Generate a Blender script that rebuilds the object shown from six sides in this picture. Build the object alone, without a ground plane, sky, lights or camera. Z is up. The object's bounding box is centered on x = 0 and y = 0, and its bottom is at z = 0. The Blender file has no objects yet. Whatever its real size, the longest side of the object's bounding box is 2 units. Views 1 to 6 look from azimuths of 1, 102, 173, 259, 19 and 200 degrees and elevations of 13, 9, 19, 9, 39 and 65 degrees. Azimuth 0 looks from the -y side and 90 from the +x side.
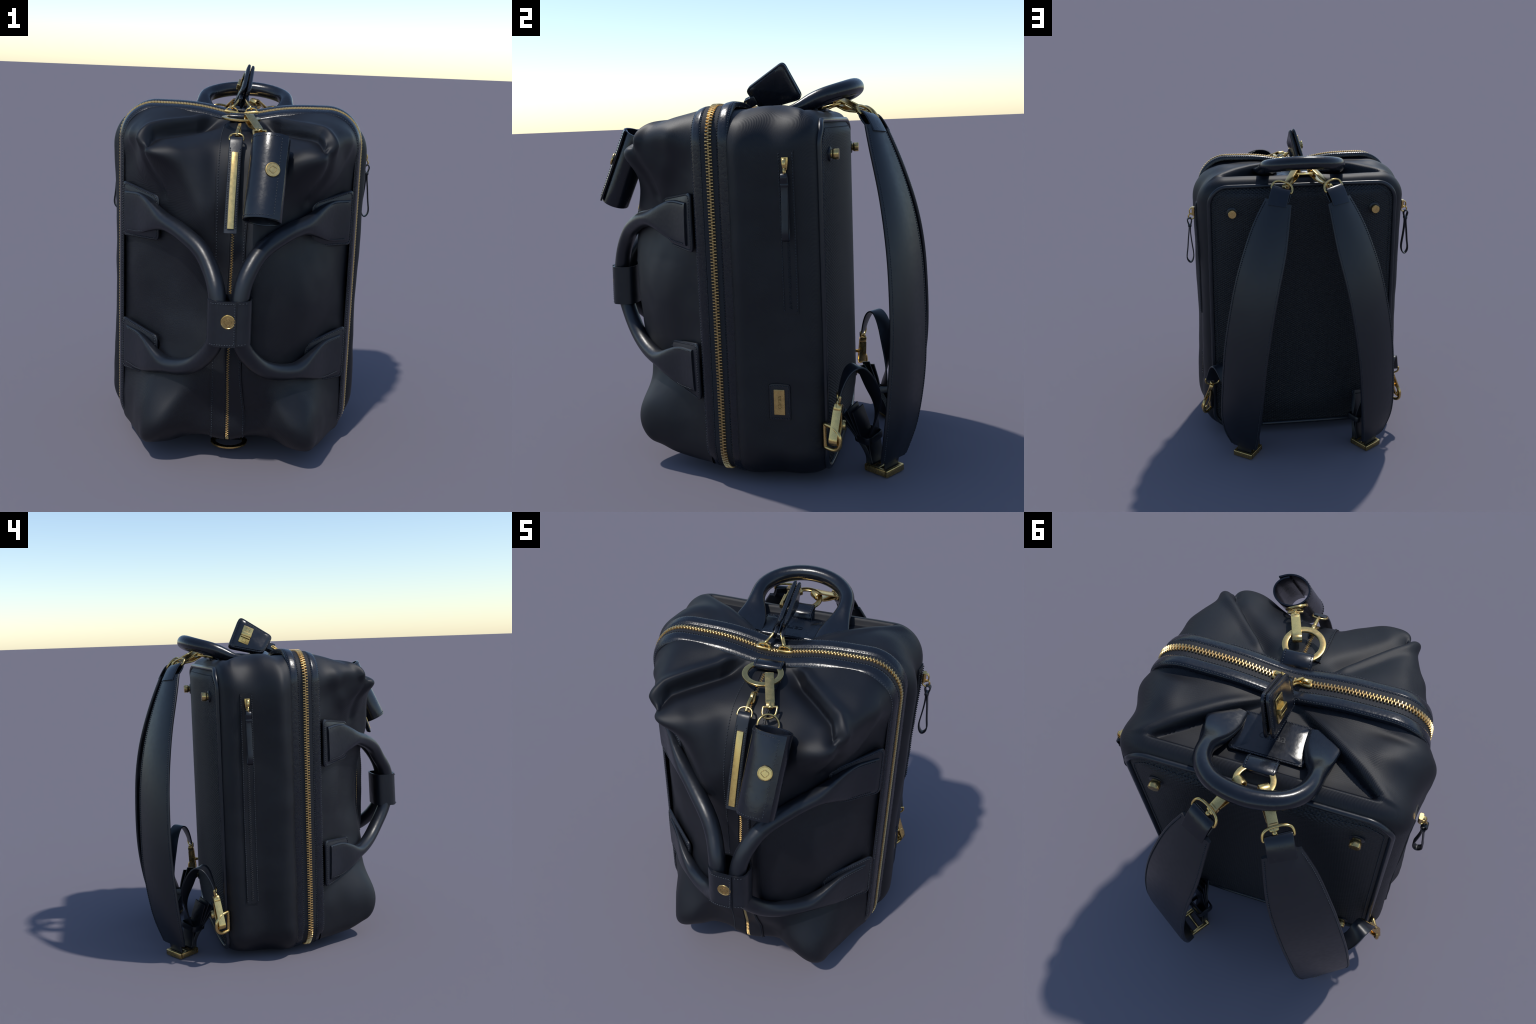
import bpy, math, random
import numpy as np
from mathutils import Vector, noise
from mathutils.bvhtree import BVHTree

random.seed(7)
RNG = np.random.default_rng(7)

# ------------------------------------------------------------------ materials
def new_mat(name):
    m = bpy.data.materials.new(name)
    m.use_nodes = True
    nt = m.node_tree
    b = nt.nodes["Principled BSDF"]
    tc = nt.nodes.new("ShaderNodeTexCoord")
    return m, nt, b, tc

def link(nt, a, i, b, j):
    nt.links.new(a.outputs[i], b.inputs[j])

def mottled(nt, tc, c1, c2, scale, detail=4.0):
    n = nt.nodes.new("ShaderNodeTexNoise")
    n.inputs["Scale"].default_value = scale
    n.inputs["Detail"].default_value = detail
    link(nt, tc, "Object", n, "Vector")
    r = nt.nodes.new("ShaderNodeValToRGB")
    r.color_ramp.elements[0].position = 0.35
    r.color_ramp.elements[1].position = 0.68
    r.color_ramp.elements[0].color = (*c1, 1)
    r.color_ramp.elements[1].color = (*c2, 1)
    link(nt, n, "Fac", r, "Fac")
    return n, r

def bump(nt, b, height_node, out, strength, dist, below=None):
    k = nt.nodes.new("ShaderNodeBump")
    k.inputs["Strength"].default_value = strength
    k.inputs["Distance"].default_value = dist
    link(nt, height_node, out, k, "Height")
    if below is not None:
        link(nt, below, "Normal", k, "Normal")
    link(nt, k, "Normal", b, "Normal")
    return k

def leather_material(name, c1, c2, rough, grain=0.25, coat=0.0, crease=45.0):
    m, nt, b, tc = new_mat(name)
    n, r = mottled(nt, tc, c1, c2, 9.0)
    link(nt, r, "Color", b, "Base Color")
    fine = nt.nodes.new("ShaderNodeTexVoronoi")
    fine.inputs["Scale"].default_value = 260.0
    link(nt, tc, "Object", fine, "Vector")
    big = nt.nodes.new("ShaderNodeTexNoise")
    big.inputs["Scale"].default_value = crease
    big.inputs["Detail"].default_value = 5.0
    link(nt, tc, "Object", big, "Vector")
    k1 = bump(nt, b, fine, "Distance", grain * 0.3, 0.0006)
    bump(nt, b, big, "Fac", grain, 0.003, k1)
    mr = nt.nodes.new("ShaderNodeMapRange")
    mr.inputs["To Min"].default_value = rough - 0.07
    mr.inputs["To Max"].default_value = rough + 0.09
    link(nt, big, "Fac", mr, "Value")
    link(nt, mr, "Result", b, "Roughness")
    b.inputs["Coat Weight"].default_value = coat
    b.inputs["Coat Roughness"].default_value = 0.25
    b.inputs["Specular IOR Level"].default_value = 0.5
    return m

def twill_material(name, c1, c2, period=0.0041):
    m, nt, b, tc = new_mat(name)
    n, r = mottled(nt, tc, c1, c2, 5.0)
    w = nt.nodes.new("ShaderNodeTexWave")
    w.wave_type, w.bands_direction = "BANDS", "DIAGONAL"
    w.inputs["Scale"].default_value = 0.444 / period
    w.inputs["Distortion"].default_value = 0.5
    w.inputs["Detail"].default_value = 1.0
    link(nt, tc, "Object", w, "Vector")
    mx = nt.nodes.new("ShaderNodeMix")
    mx.data_type, mx.blend_type = "RGBA", "MULTIPLY"
    mx.inputs[0].default_value = 0.35
    link(nt, r, "Color", mx, 6)
    link(nt, w, "Color", mx, 7)
    link(nt, mx, 2, b, "Base Color")
    b.inputs["Roughness"].default_value = 0.52
    b.inputs["Specular IOR Level"].default_value = 0.40
    bump(nt, b, w, "Fac", 0.24, 0.0013)
    return m

def woven_material(name, c1, c2, period=0.0125):
    m, nt, b, tc = new_mat(name)
    waves = []
    for sx in (1.0, -1.0):
        mp = nt.nodes.new("ShaderNodeMapping")
        mp.inputs["Rotation"].default_value = (0, math.radians(30 * sx), 0)
        link(nt, tc, "Object", mp, "Vector")
        w = nt.nodes.new("ShaderNodeTexWave")
        w.bands_direction = "Z"
        w.inputs["Scale"].default_value = 0.314 / period
        w.inputs["Distortion"].default_value = 0.0
        link(nt, mp, "Vector", w, "Vector")
        waves.append(w)
    mul = nt.nodes.new("ShaderNodeMath")
    mul.operation = "MULTIPLY"
    link(nt, waves[0], "Fac", mul, 0)
    link(nt, waves[1], "Fac", mul, 1)
    r = nt.nodes.new("ShaderNodeValToRGB")
    r.color_ramp.elements[0].color = (*c1, 1)
    r.color_ramp.elements[1].color = (*c2, 1)
    link(nt, mul, "Value", r, "Fac")
    link(nt, r, "Color", b, "Base Color")
    b.inputs["Roughness"].default_value = 0.6
    bump(nt, b, mul, "Value", 0.8, 0.004)
    return m

def metal_material(name, col, rough):
    m, nt, b, tc = new_mat(name)
    n, r = mottled(nt, tc, tuple(0.88 * c for c in col), col, 60.0)
    link(nt, r, "Color", b, "Base Color")
    mr = nt.nodes.new("ShaderNodeMapRange")
    mr.inputs["To Min"].default_value = rough - 0.06
    mr.inputs["To Max"].default_value = rough + 0.08
    link(nt, n, "Fac", mr, "Value")
    link(nt, mr, "Result", b, "Roughness")
    b.inputs["Metallic"].default_value = 1.0
    return m

def plain_material(name, col, rough):
    m, nt, b, tc = new_mat(name)
    n, r = mottled(nt, tc, tuple(0.85 * c for c in col), col, 80.0)
    link(nt, r, "Color", b, "Base Color")
    b.inputs["Roughness"].default_value = rough
    return m

M_TWILL = twill_material("navy_twill", (0.0029, 0.0037, 0.0069), (0.0046, 0.0055, 0.0094))
M_LEATHER = leather_material("navy_leather", (0.0046, 0.0060, 0.0099), (0.0065, 0.0082, 0.0128), 0.37)
M_GLOSS = leather_material("glossy_navy_leather", (0.0042, 0.0056, 0.0096), (0.0058, 0.0075, 0.0122), 0.24, 0.2)
M_CREASED = leather_material("creased_binding_leather", (0.0046, 0.0060, 0.0101), (0.0065, 0.0083, 0.0130), 0.27, 0.32, 0.0, 75.0)
M_STRAP = leather_material("strap_leather", (0.0055, 0.0070, 0.0111), (0.0070, 0.0088, 0.0134), 0.40, 0.05)
M_PIPING = leather_material("piping_leather", (0.0078, 0.0098, 0.0140), (0.0102, 0.0126, 0.0172), 0.32, 0.1)
M_WOVEN = woven_material("woven_mesh_fabric", (0.0022, 0.0031, 0.0048), (0.0085, 0.0105, 0.0142))
M_TAPE = plain_material("zipper_tape_cloth", (0.0060, 0.0072, 0.0115), 0.7)
M_THREAD = plain_material("navy_thread", (0.0210, 0.0260, 0.0340), 0.5)
M_GOLD = metal_material("brushed_gold", (0.68, 0.47, 0.18), 0.26)
M_BRASS = metal_material("zipper_brass", (0.68, 0.48, 0.22), 0.40)
M_DULL_BRASS = metal_material("dull_zipper_brass", (0.46, 0.31, 0.13), 0.46)
M_ENGRAVE = metal_material("engraved_gold", (0.30, 0.20, 0.08), 0.45)
M_LINING = plain_material("dark_lining", (0.0060, 0.0070, 0.0100), 0.8)

# ------------------------------------------------------------------ helpers
def unit(v):
    v = np.asarray(v, float)
    return v / max(np.linalg.norm(v), 1e-12)

class Builder:
    def __init__(self):
        self.v, self.f = [], []
    def add(self, verts, faces):
        o = len(self.v)
        self.v.extend([tuple(map(float, p)) for p in verts])
        self.f.extend([tuple(int(i) + o for i in q) for q in faces])
        return self

ROOT = bpy.data.objects.new("convertible_backpack", None)
bpy.context.scene.collection.objects.link(ROOT)
ROOT["label"] = "dark navy leather and twill backpack with gold hardware"
ROOT["category"] = "backpack"

def make(name, builder, mat, parent=None, angle=40.0, flip_check=True, stuff=False):
    me = bpy.data.meshes.new(name)
    me.from_pydata(builder.v, [], builder.f)
    me.validate()
    me.update()
    me.polygons.foreach_set("use_smooth", [True] * len(me.polygons))
    if angle is not None:
        me.set_sharp_from_angle(angle=math.radians(angle))
    me.materials.append(mat)
    ob = bpy.data.objects.new(name, me)
    bpy.context.scene.collection.objects.link(ob)
    ob.parent = parent or ROOT
    if stuff:
        ob["kind"] = "stuff"
    return ob

def nat_spline(P, n, closed=False):
    """cubic spline through the points P, sampled n times (chord length parameter)"""
    P = np.asarray(P, float)
    if closed:
        k = 4
        Q = np.vstack([P[-k:], P, P[:k + 1]])
    else:
        Q = P
    d = np.r_[0, np.cumsum(np.maximum(np.linalg.norm(np.diff(Q, axis=0), axis=1), 1e-9) ** 0.5)]
    if closed:
        t = np.linspace(d[k], d[k + len(P)], n + 1)[:-1]
    else:
        t = np.linspace(d[0], d[-1], n)
    return cubic(d, Q, t)

def cubic(x, Y, t):
    """natural cubic interpolation of rows Y given at x, evaluated at t"""
    x = np.asarray(x, float); Y = np.asarray(Y, float)
    n = len(x)
    h = np.diff(x)
    A = np.zeros((n, n)); B = np.zeros(Y.shape)
    A[0, 0] = A[-1, -1] = 1
    for i in range(1, n - 1):
        A[i, i - 1], A[i, i], A[i, i + 1] = h[i - 1], 2 * (h[i - 1] + h[i]), h[i]
        B[i] = 6 * ((Y[i + 1] - Y[i]) / h[i] - (Y[i] - Y[i - 1]) / h[i - 1])
    S = np.linalg.solve(A, B.reshape(n, -1)).reshape(B.shape)
    j = np.clip(np.searchsorted(x, t, side="right") - 1, 0, n - 2)
    sh = (-1,) + (1,) * (Y.ndim - 1)
    hj = h[j].reshape(sh); a = (x[j + 1] - t).reshape(sh); b = (t - x[j]).reshape(sh)
    return (S[j] * a**3 + S[j + 1] * b**3) / (6 * hj) + (Y[j] / hj - S[j] * hj / 6) * a + (Y[j + 1] / hj - S[j + 1] * hj / 6) * b

def resample(P, n):
    P = np.asarray(P, float)
    d = np.r_[0, np.cumsum(np.linalg.norm(np.diff(P, axis=0), axis=1))]
    t = np.linspace(0, d[-1], n)
    return np.stack([np.interp(t, d, P[:, i]) for i in range(P.shape[1])], 1)

def tangents(P, closed=False):
    if closed:
        T = np.roll(P, -1, 0) - np.roll(P, 1, 0)
    else:
        T = np.gradient(P, axis=0)
    return T / np.maximum(np.linalg.norm(T, axis=1, keepdims=True), 1e-12)

def transport(P, hint, closed=False):
    T = tangents(P, closed)
    S = np.zeros_like(P)
    s = np.asarray(hint, float)
    for i in range(len(P)):
        s = unit(s - T[i] * (s @ T[i]))
        S[i] = s
    return T, S, np.cross(T, S)

def sweep(b, P, S, N, prof, closed=False, caps=True):
    """sweep profile prof (list or per-station list of (side, normal)) along P"""
    P = np.asarray(P); n = len(P)
    verts = []
    m = None
    for i in range(n):
        q = prof[i] if isinstance(prof, list) else prof
        m = len(q)
        verts.extend(P[i] + q[:, :1] * S[i] + q[:, 1:2] * N[i])
    faces = []
    for i in range(n if closed else n - 1):
        k = (i + 1) % n
        for j in range(m):
            l = (j + 1) % m
            faces.append((i * m + j, i * m + l, k * m + l, k * m + j))
    if caps and not closed:
        faces.append(tuple(range(m - 1, -1, -1)))
        faces.append(tuple((n - 1) * m + j for j in range(m)))
    b.add(verts, faces)
    return b

def super_ellipse(a, b, n=24, e=2.0):
    t = np.linspace(0, 2 * math.pi, n, endpoint=False)
    c, s = np.cos(t), np.sin(t)
    return np.stack([a * np.sign(c) * np.abs(c) ** (2 / e), b * np.sign(s) * np.abs(s) ** (2 / e)], 1)

def round_rect(w, h, r, k=4):
    """profile of a rectangle w x h with corner radius r"""
    r = min(r, w / 2 - 1e-5, h / 2 - 1e-5)
    out = []
    for cx, cy, a0 in ((w / 2 - r, h / 2 - r, 0), (-w / 2 + r, h / 2 - r, 90), (-w / 2 + r, -h / 2 + r, 180), (w / 2 - r, -h / 2 + r, 270)):
        for i in range(k + 1):
            a = math.radians(a0 + 90 * i / k)
            out.append((cx + r * math.cos(a), cy + r * math.sin(a)))
    return np.array(out)

def tube(b, pts, r, n=48, sides=12, closed=False, hint=(0.13, 0.31, 0.94), smooth=True):
    P = nat_spline(pts, n, closed) if smooth else np.asarray(pts, float)
    T, S, N = transport(P, hint, closed)
    return sweep(b, P, S, N, super_ellipse(r, r, sides), closed)

def ring(b, c, axis, R, r, n=40, sides=10, flat=None, e=2.0, arc=None):
    """torus; flat=(radial half width, axial half height) gives a washer like ring"""
    a = unit(axis)
    u = unit(np.cross(a, (0.3, 0.2, 0.9) if abs(a[2]) < 0.9 else (1, 0, 0)))
    v = np.cross(a, u)
    t = np.linspace(0, 2 * math.pi, n, endpoint=False)
    P = np.asarray(c) + R * (np.cos(t)[:, None] * u + np.sin(t)[:, None] * v)
    S = np.cos(t)[:, None] * u + np.sin(t)[:, None] * v
    N = np.repeat(a[None], n, 0)
    pr = super_ellipse(flat[0], flat[1], 16, 5.0) if flat else super_ellipse(r, r, sides)
    return sweep(b, P, S, N, pr, True)

def lathe(b, base, axis, prof, n=28):
    """prof: (radius, height along axis)"""
    a = unit(axis)
    u = unit(np.cross(a, (0.3, 0.2, 0.9) if abs(a[2]) < 0.9 else (1, 0, 0)))
    v = np.cross(a, u)
    t = np.linspace(0, 2 * math.pi, n, endpoint=False)
    verts, faces = [], []
    for r, h in prof:
        verts.extend(np.asarray(base) + a * h + r * (np.cos(t)[:, None] * u + np.sin(t)[:, None] * v))
    for i in range(len(prof) - 1):
        for j in range(n):
            k = (j + 1) % n
            faces.append((i * n + j, i * n + k, (i + 1) * n + k, (i + 1) * n + j))
    faces.append(tuple(range(n - 1, -1, -1)))
    faces.append(tuple((len(prof) - 1) * n + j for j in range(n)))
    return b.add(verts, faces)

def block(b, c, ax, ay, az, size, r=0.003):
    """rounded box with half axes along ax, ay, az"""
    ax, ay, az = unit(ax), unit(ay), unit(az)
    w, h, d = size
    c = np.asarray(c, float)
    prof_in = round_rect(w - 2 * r * 0.6, h - 2 * r * 0.6, r, 3)
    prof = round_rect(w, h, r, 3)
    P = [c - az * d / 2, c - az * (d / 2 - r), c + az * (d / 2 - r), c + az * d / 2]
    sweep(b, np.array(P), np.repeat(ax[None], 4, 0), np.repeat(ay[None], 4, 0), [prof_in, prof, prof, prof_in])
    return b

def ribbon(b, C, W, width, thick, n=80, edge=0.5, rnd=None):
    """strip along centre points C, width direction W, rounded rectangle section"""
    C = nat_spline(C, n); Wd = nat_spline(W, n)
    wd = nat_spline(np.asarray(width, float)[:, None], n)[:, 0] if np.ndim(width) else np.full(n, width)
    T = tangents(C)
    S = np.array([unit(w - t * (w @ t)) for w, t in zip(Wd, T)])
    N = np.cross(T, S)
    prof = [round_rect(w, thick, thick * 0.45 if rnd is None else rnd, 3) for w in wd]
    sweep(b, C, S, N, prof)
    return C, S, N, wd

def stitch_row(b, P, N, pitch=0.0125, length=0.0088, r=0.0025, lift=0.0012):
    """short thread dashes lying along polyline P, N = surface normals"""
    P = np.asarray(P, float)
    d = np.r_[0, np.cumsum(np.linalg.norm(np.diff(P, axis=0), axis=1))]
    cnt = int(d[-1] / pitch)
    if cnt < 1:
        return b
    t = (np.arange(cnt) + 0.5) * d[-1] / cnt
    at = lambda A, s: np.stack([np.interp(s, d, A[:, i]) for i in range(3)], 1)
    c, n = at(P, t), at(np.asarray(N, float), t)
    a0, a1 = at(P, np.maximum(t - length / 2, 0)), at(P, np.minimum(t + length / 2, d[-1]))
    verts, faces = [], []
    for i in range(cnt):
        T = unit(a1[i] - a0[i]); nn = unit(n[i]); s = np.cross(T, nn)
        o = len(verts)
        m = c[i] + nn * lift
        for f, k in ((-1.0, 0.35), (-0.55, 1.0), (0.55, 1.0), (1.0, 0.35)):
            q = m + T * f * length / 2
            verts += [q + s * r * k, q + nn * r * k, q - s * r * k, q - nn * r * k]
        for g in range(3):
            for j in range(4):
                l = (j + 1) % 4
                faces.append((o + g * 4 + j, o + g * 4 + l, o + g * 4 + 4 + l, o + g * 4 + 4 + j))
        faces += [(o + 3, o + 2, o + 1, o), (o + 12, o + 13, o + 14, o + 15)]
    return b.add(verts, faces)

def grid_faces(nr, nc, wrap=False):
    f = []
    for i in range(nr - 1):
        for j in range(nc if wrap else nc - 1):
            k = (j + 1) % nc
            f.append((i * nc + j, i * nc + k, (i + 1) * nc + k, (i + 1) * nc + j))
    return f

def grid_normals(G, wrap=False):
    du = (np.roll(G, -1, 1) - np.roll(G, 1, 1)) if wrap else np.gradient(G, axis=1)
    dv = np.gradient(G, axis=0)
    n = np.cross(du, dv)
    return n / np.maximum(np.linalg.norm(n, axis=2, keepdims=True), 1e-12)

def seg_dist(P, poly):
    """distance from points P to polyline poly, and fraction along it"""
    P = np.asarray(P); poly = np.asarray(poly, float)
    L = np.r_[0, np.cumsum(np.linalg.norm(np.diff(poly, axis=0), axis=1))]
    best = np.full(len(P), 1e9); frac = np.zeros(len(P)); near = np.zeros_like(P)
    for i in range(len(poly) - 1):
        a, b = poly[i], poly[i + 1]
        ab = b - a
        t = np.clip(((P - a) @ ab) / (ab @ ab), 0, 1)
        q = a + t[:, None] * ab
        d = np.linalg.norm(P - q, axis=1)
        m = d < best
        best[m] = d[m]; frac[m] = (L[i] + t[m] * (L[i + 1] - L[i])) / L[-1]; near[m] = q[m]
    return best, frac, near

def smooth01(x):
    x = np.clip(x, 0, 1)
    return x * x * (3 - 2 * x)

def noise_field(P, scale, seed=0.0):
    return np.array([noise.noise(Vector((p[0] * scale + seed, p[1] * scale - seed, p[2] * scale + 2 * seed))) for p in P])

def bvh_of(ob):
    me = ob.data
    return BVHTree.FromPolygons([v.co.copy() for v in me.vertices], [tuple(p.vertices) for p in me.polygons])

# ------------------------------------------------------------------ body loops
def bag_loop(hw, zt, zb, rt, rb, dip, y, waist=0.0, rise=0.0, n_top=44, n_arc=18, n_side=70):
    """closed outline of the bag at depth y: flat sides, round corners, top pinched at the middle"""
    pts = []
    x = np.linspace(0, hw - rt, n_top, endpoint=False)
    pts += [(a, zt) for a in x]
    for i in range(n_arc):
        a = math.pi / 2 * (1 - i / n_arc)
        pts.append((hw - rt + rt * math.cos(a), zt - rt + rt * math.sin(a)))
    for z in np.linspace(zt - rt, zb + rb, n_side, endpoint=False):
        pts.append((hw, z))
    for i in range(n_arc):
        a = -math.pi / 2 * i / n_arc
        pts.append((hw - rb + rb * math.cos(a), zb + rb + rb * math.sin(a)))
    x = np.linspace(hw - rb, 0, n_top + 1)
    pts += [(a, zb) for a in x]
    R = np.array(pts)
    zm = R[:, 1]
    R[:, 0] -= waist * np.sin(math.pi * np.clip((zm - zb) / (zt - zb), 0, 1)) ** 2 * (R[:, 0] / hw)
    R[:, 1] -= dip * np.exp(-(R[:, 0] / 0.17) ** 2) * smooth01((zm - 1.0) / 0.5)
    R[:, 1] += rise * np.exp(-(R[:, 0] / 0.20) ** 2) * smooth01((1.0 - zm) / 0.5)
    Lh = R[1:-1][::-1] * np.array([-1, 1])
    A = np.vstack([R, Lh])
    return np.stack([A[:, 0], np.full(len(A), y), A[:, 1]], 1)

ZIP = dict(hw=0.603, zt=1.775, zb=0.035, rt=0.165, rb=0.16, dip=0.042, rise=0.02)
zip_loop = bag_loop(y=-0.095, **ZIP)
def loop_normals(L):
    T = tangents(L, True)
    return np.stack([T[:, 2], np.zeros(len(L)), -T[:, 0]], 1) * -1.0
ZN = loop_normals(zip_loop)
if (ZN[0] @ np.array([0, 0, 1])) < 0:
    ZN = -ZN

def rear_y(x, z):
    """padded back: fullest along the middle, tucked in towards the bottom edge"""
    x = np.asarray(x); z = np.asarray(z)
    bulge = np.clip(1 - (np.abs(x) / 0.580) ** 3.6, 0, 1)
    up = smooth01((1.705 - z) / 0.07) * (0.5 + 0.5 * smooth01((z - 0.05) / 0.20))
    return 0.399 + 0.048 * bulge * up - 0.015 * smooth01((0.24 - z) / 0.24)
# --- main compartment (between zip and rear piping)
PIPE = dict(hw=0.578, zt=1.701, zb=0.060, rt=0.115, rb=0.10, dip=0.0)
stations = [  # y, half width right, half width left, top, bottom, top radius, bottom radius, dip, waist
    (-0.030, 0.603, 0.603, 1.775, 0.034, 0.165, 0.16, 0.042, 0.000),
    (-0.006, 0.642, 0.644, 1.770, 0.024, 0.185, 0.17, 0.045, 0.000),
    (0.035, 0.668, 0.680, 1.768, 0.020, 0.210, 0.19, 0.045, 0.006),
    (0.110, 0.661, 0.673, 1.772, 0.020, 0.220, 0.19, 0.040, 0.012),
    (0.190, 0.640, 0.647, 1.770, 0.020, 0.210, 0.18, 0.030, 0.010),
    (0.260, 0.648, 0.642, 1.760, 0.024, 0.190, 0.17, 0.015, 0.010),
    (0.325, 0.643, 0.643, 1.750, 0.034, 0.165, 0.15, 0.000, 0.008),
    (0.370, 0.616, 0.616, 1.732, 0.048, 0.135, 0.12, 0.000, 0.004),
    (0.392, 0.582, 0.580, 1.703, 0.060, 0.115, 0.10, 0.000, 0.000),
]
ny = 90
S_ = np.array(stations)
ys = np.linspace(0, 1, ny)
par = np.r_[0, np.cumsum(np.linalg.norm(np.diff(S_[:, [0, 1, 3]] * np.array([1, 1, 0.6]), axis=0), axis=1))]
vals = cubic(par / par[-1], S_, ys)
G = np.array([bag_loop(v[1], v[3], v[4], v[5], v[6], v[7], v[0], v[8], 0.015) for v in vals])
left = smooth01((-G[:, :, 0] - 0.35) / 0.22)
G[:, :, 0] -= left * (vals[:, 2] - vals[:, 1])[:, None]
shape = G.shape
N = grid_normals(G, True)
ctr = np.array([0, 0.2, 0.9])
if (N * (G - ctr)).sum() < 0:
    N = -N
Pm = G.reshape(-1, 3).copy(); Nm = N.reshape(-1, 3)
# pinched recess on the top that carries the carrying handle
x_edge = np.interp(Pm[:, 1], [0.0, 0.03, 0.30, 0.325], [0.05, 0.10, 0.475, 0.50])
on_top = smooth01((Pm[:, 2] - 1.60) / 0.06)
inside = smooth01((x_edge - np.abs(Pm[:, 0])) / 0.035 + 0.15)
front_gate = smooth01((Pm[:, 1] - 0.0) / 0.03) * (1 - smooth01((Pm[:, 1] - 0.312) / 0.022))
floor_z = 1.710 + 0.006 * smooth01((Pm[:, 1] - 0.27) / 0.06)
k = inside * on_top * front_gate
Pm[:, 2] = Pm[:, 2] * (1 - k) + np.minimum(floor_z, Pm[:, 2]) * k
lip = np.exp(-((np.abs(Pm[:, 0]) - x_edge - 0.04) / 0.035) ** 2) * on_top * front_gate * smooth01((Pm[:, 1]) / 0.1)
Pm[:, 2] += 0.008 * lip
# the rear edge follows the padded back panel
edge_k = smooth01((Pm[:, 1] - 0.34) / 0.052)
Pm[:, 1] += edge_k * (rear_y(Pm[:, 0], Pm[:, 2]) - 0.394) * (np.abs(Pm[:, 1]) > 0)
# soft dents on the shoulders and sides
for (c, r, d) in [((0.50, 0.02, 1.77), (0.10, 0.03, 0.12), -0.012), ((-0.50, 0.04, 1.77), (0.10, 0.03, 0.12), -0.014),
                  ((0.66, 0.00, 1.25), (0.1, 0.035, 0.5), -0.006), ((-0.66, 0.05, 0.9), (0.1, 0.06, 0.35), -0.010),
                  ((0.66, 0.06, 0.75), (0.1, 0.05, 0.3), -0.006), ((-0.66, 0.02, 1.5), (0.1, 0.03, 0.25), -0.010),
                  ((0.52, 0.16, 1.78), (0.12, 0.06, 0.12), 0.010), ((-0.52, 0.14, 1.78), (0.12, 0.05, 0.12), 0.010), ((-0.66, 0.19, 0.30), (0.15, 0.07, 0.34), -0.012)]:
    q = (Pm - np.array(c)) / np.array(r)
    Pm += Nm * (d * np.exp(-(q ** 2).sum(1)))[:, None]
lown = noise_field(Pm * np.array([1, 1.3, 0.7]), 4.0, 1.3) * 0.008 + noise_field(Pm, 9.0, 4.1) * 0.003
edge = np.repeat(np.sin(math.pi * np.clip(ys, 0, 1)) ** 0.5, shape[1])
Pm += Nm * (lown * edge)[:, None]
b = Builder().add(Pm, grid_faces(shape[0], shape[1], True))
main_ob = make("main_compartment", b, M_TWILL)
main_bvh = bvh_of(main_ob)

# --- rear woven panel and piping
pl_ = bag_loop(y=0.392, **{**PIPE, "hw": PIPE["hw"] - 0.002})
rings_ = []
cz = 0.88
for t in np.r_[np.linspace(1.0, 0.9, 8), np.linspace(0.86, 0.03, 22)]:
    q = pl_.copy()
    q[:, 0] *= t; q[:, 2] = cz + (q[:, 2] - cz) * t
    q[:, 1] = rear_y(q[:, 0], q[:, 2]) - 0.004 * smooth01(np.array((t - 0.97) / 0.03))
    rings_.append(q)
b = Builder().add(np.array(rings_).reshape(-1, 3), grid_faces(len(rings_), len(pl_), True) + [tuple((len(rings_) - 1) * len(pl_) + j for j in range(len(pl_)))])
rear_ob = make("rear_panel", b, M_WOVEN)
pp = bag_loop(y=0.396, **PIPE)
pp[:, 1] = rear_y(pp[:, 0], pp[:, 2])
T, S, Nn = transport(pp, (0, 1, 0), True)
b = Builder(); sweep(b, pp, S, Nn, super_ellipse(0.0135, 0.0135, 12), True)
make("piping", b, M_PIPING)
st = bag_loop(y=0.402, hw=0.548, zt=1.667, zb=0.09, rt=0.095, rb=0.085, dip=0.0)
st[:, 1] = rear_y(st[:, 0], st[:, 2]) + 0.001

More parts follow.
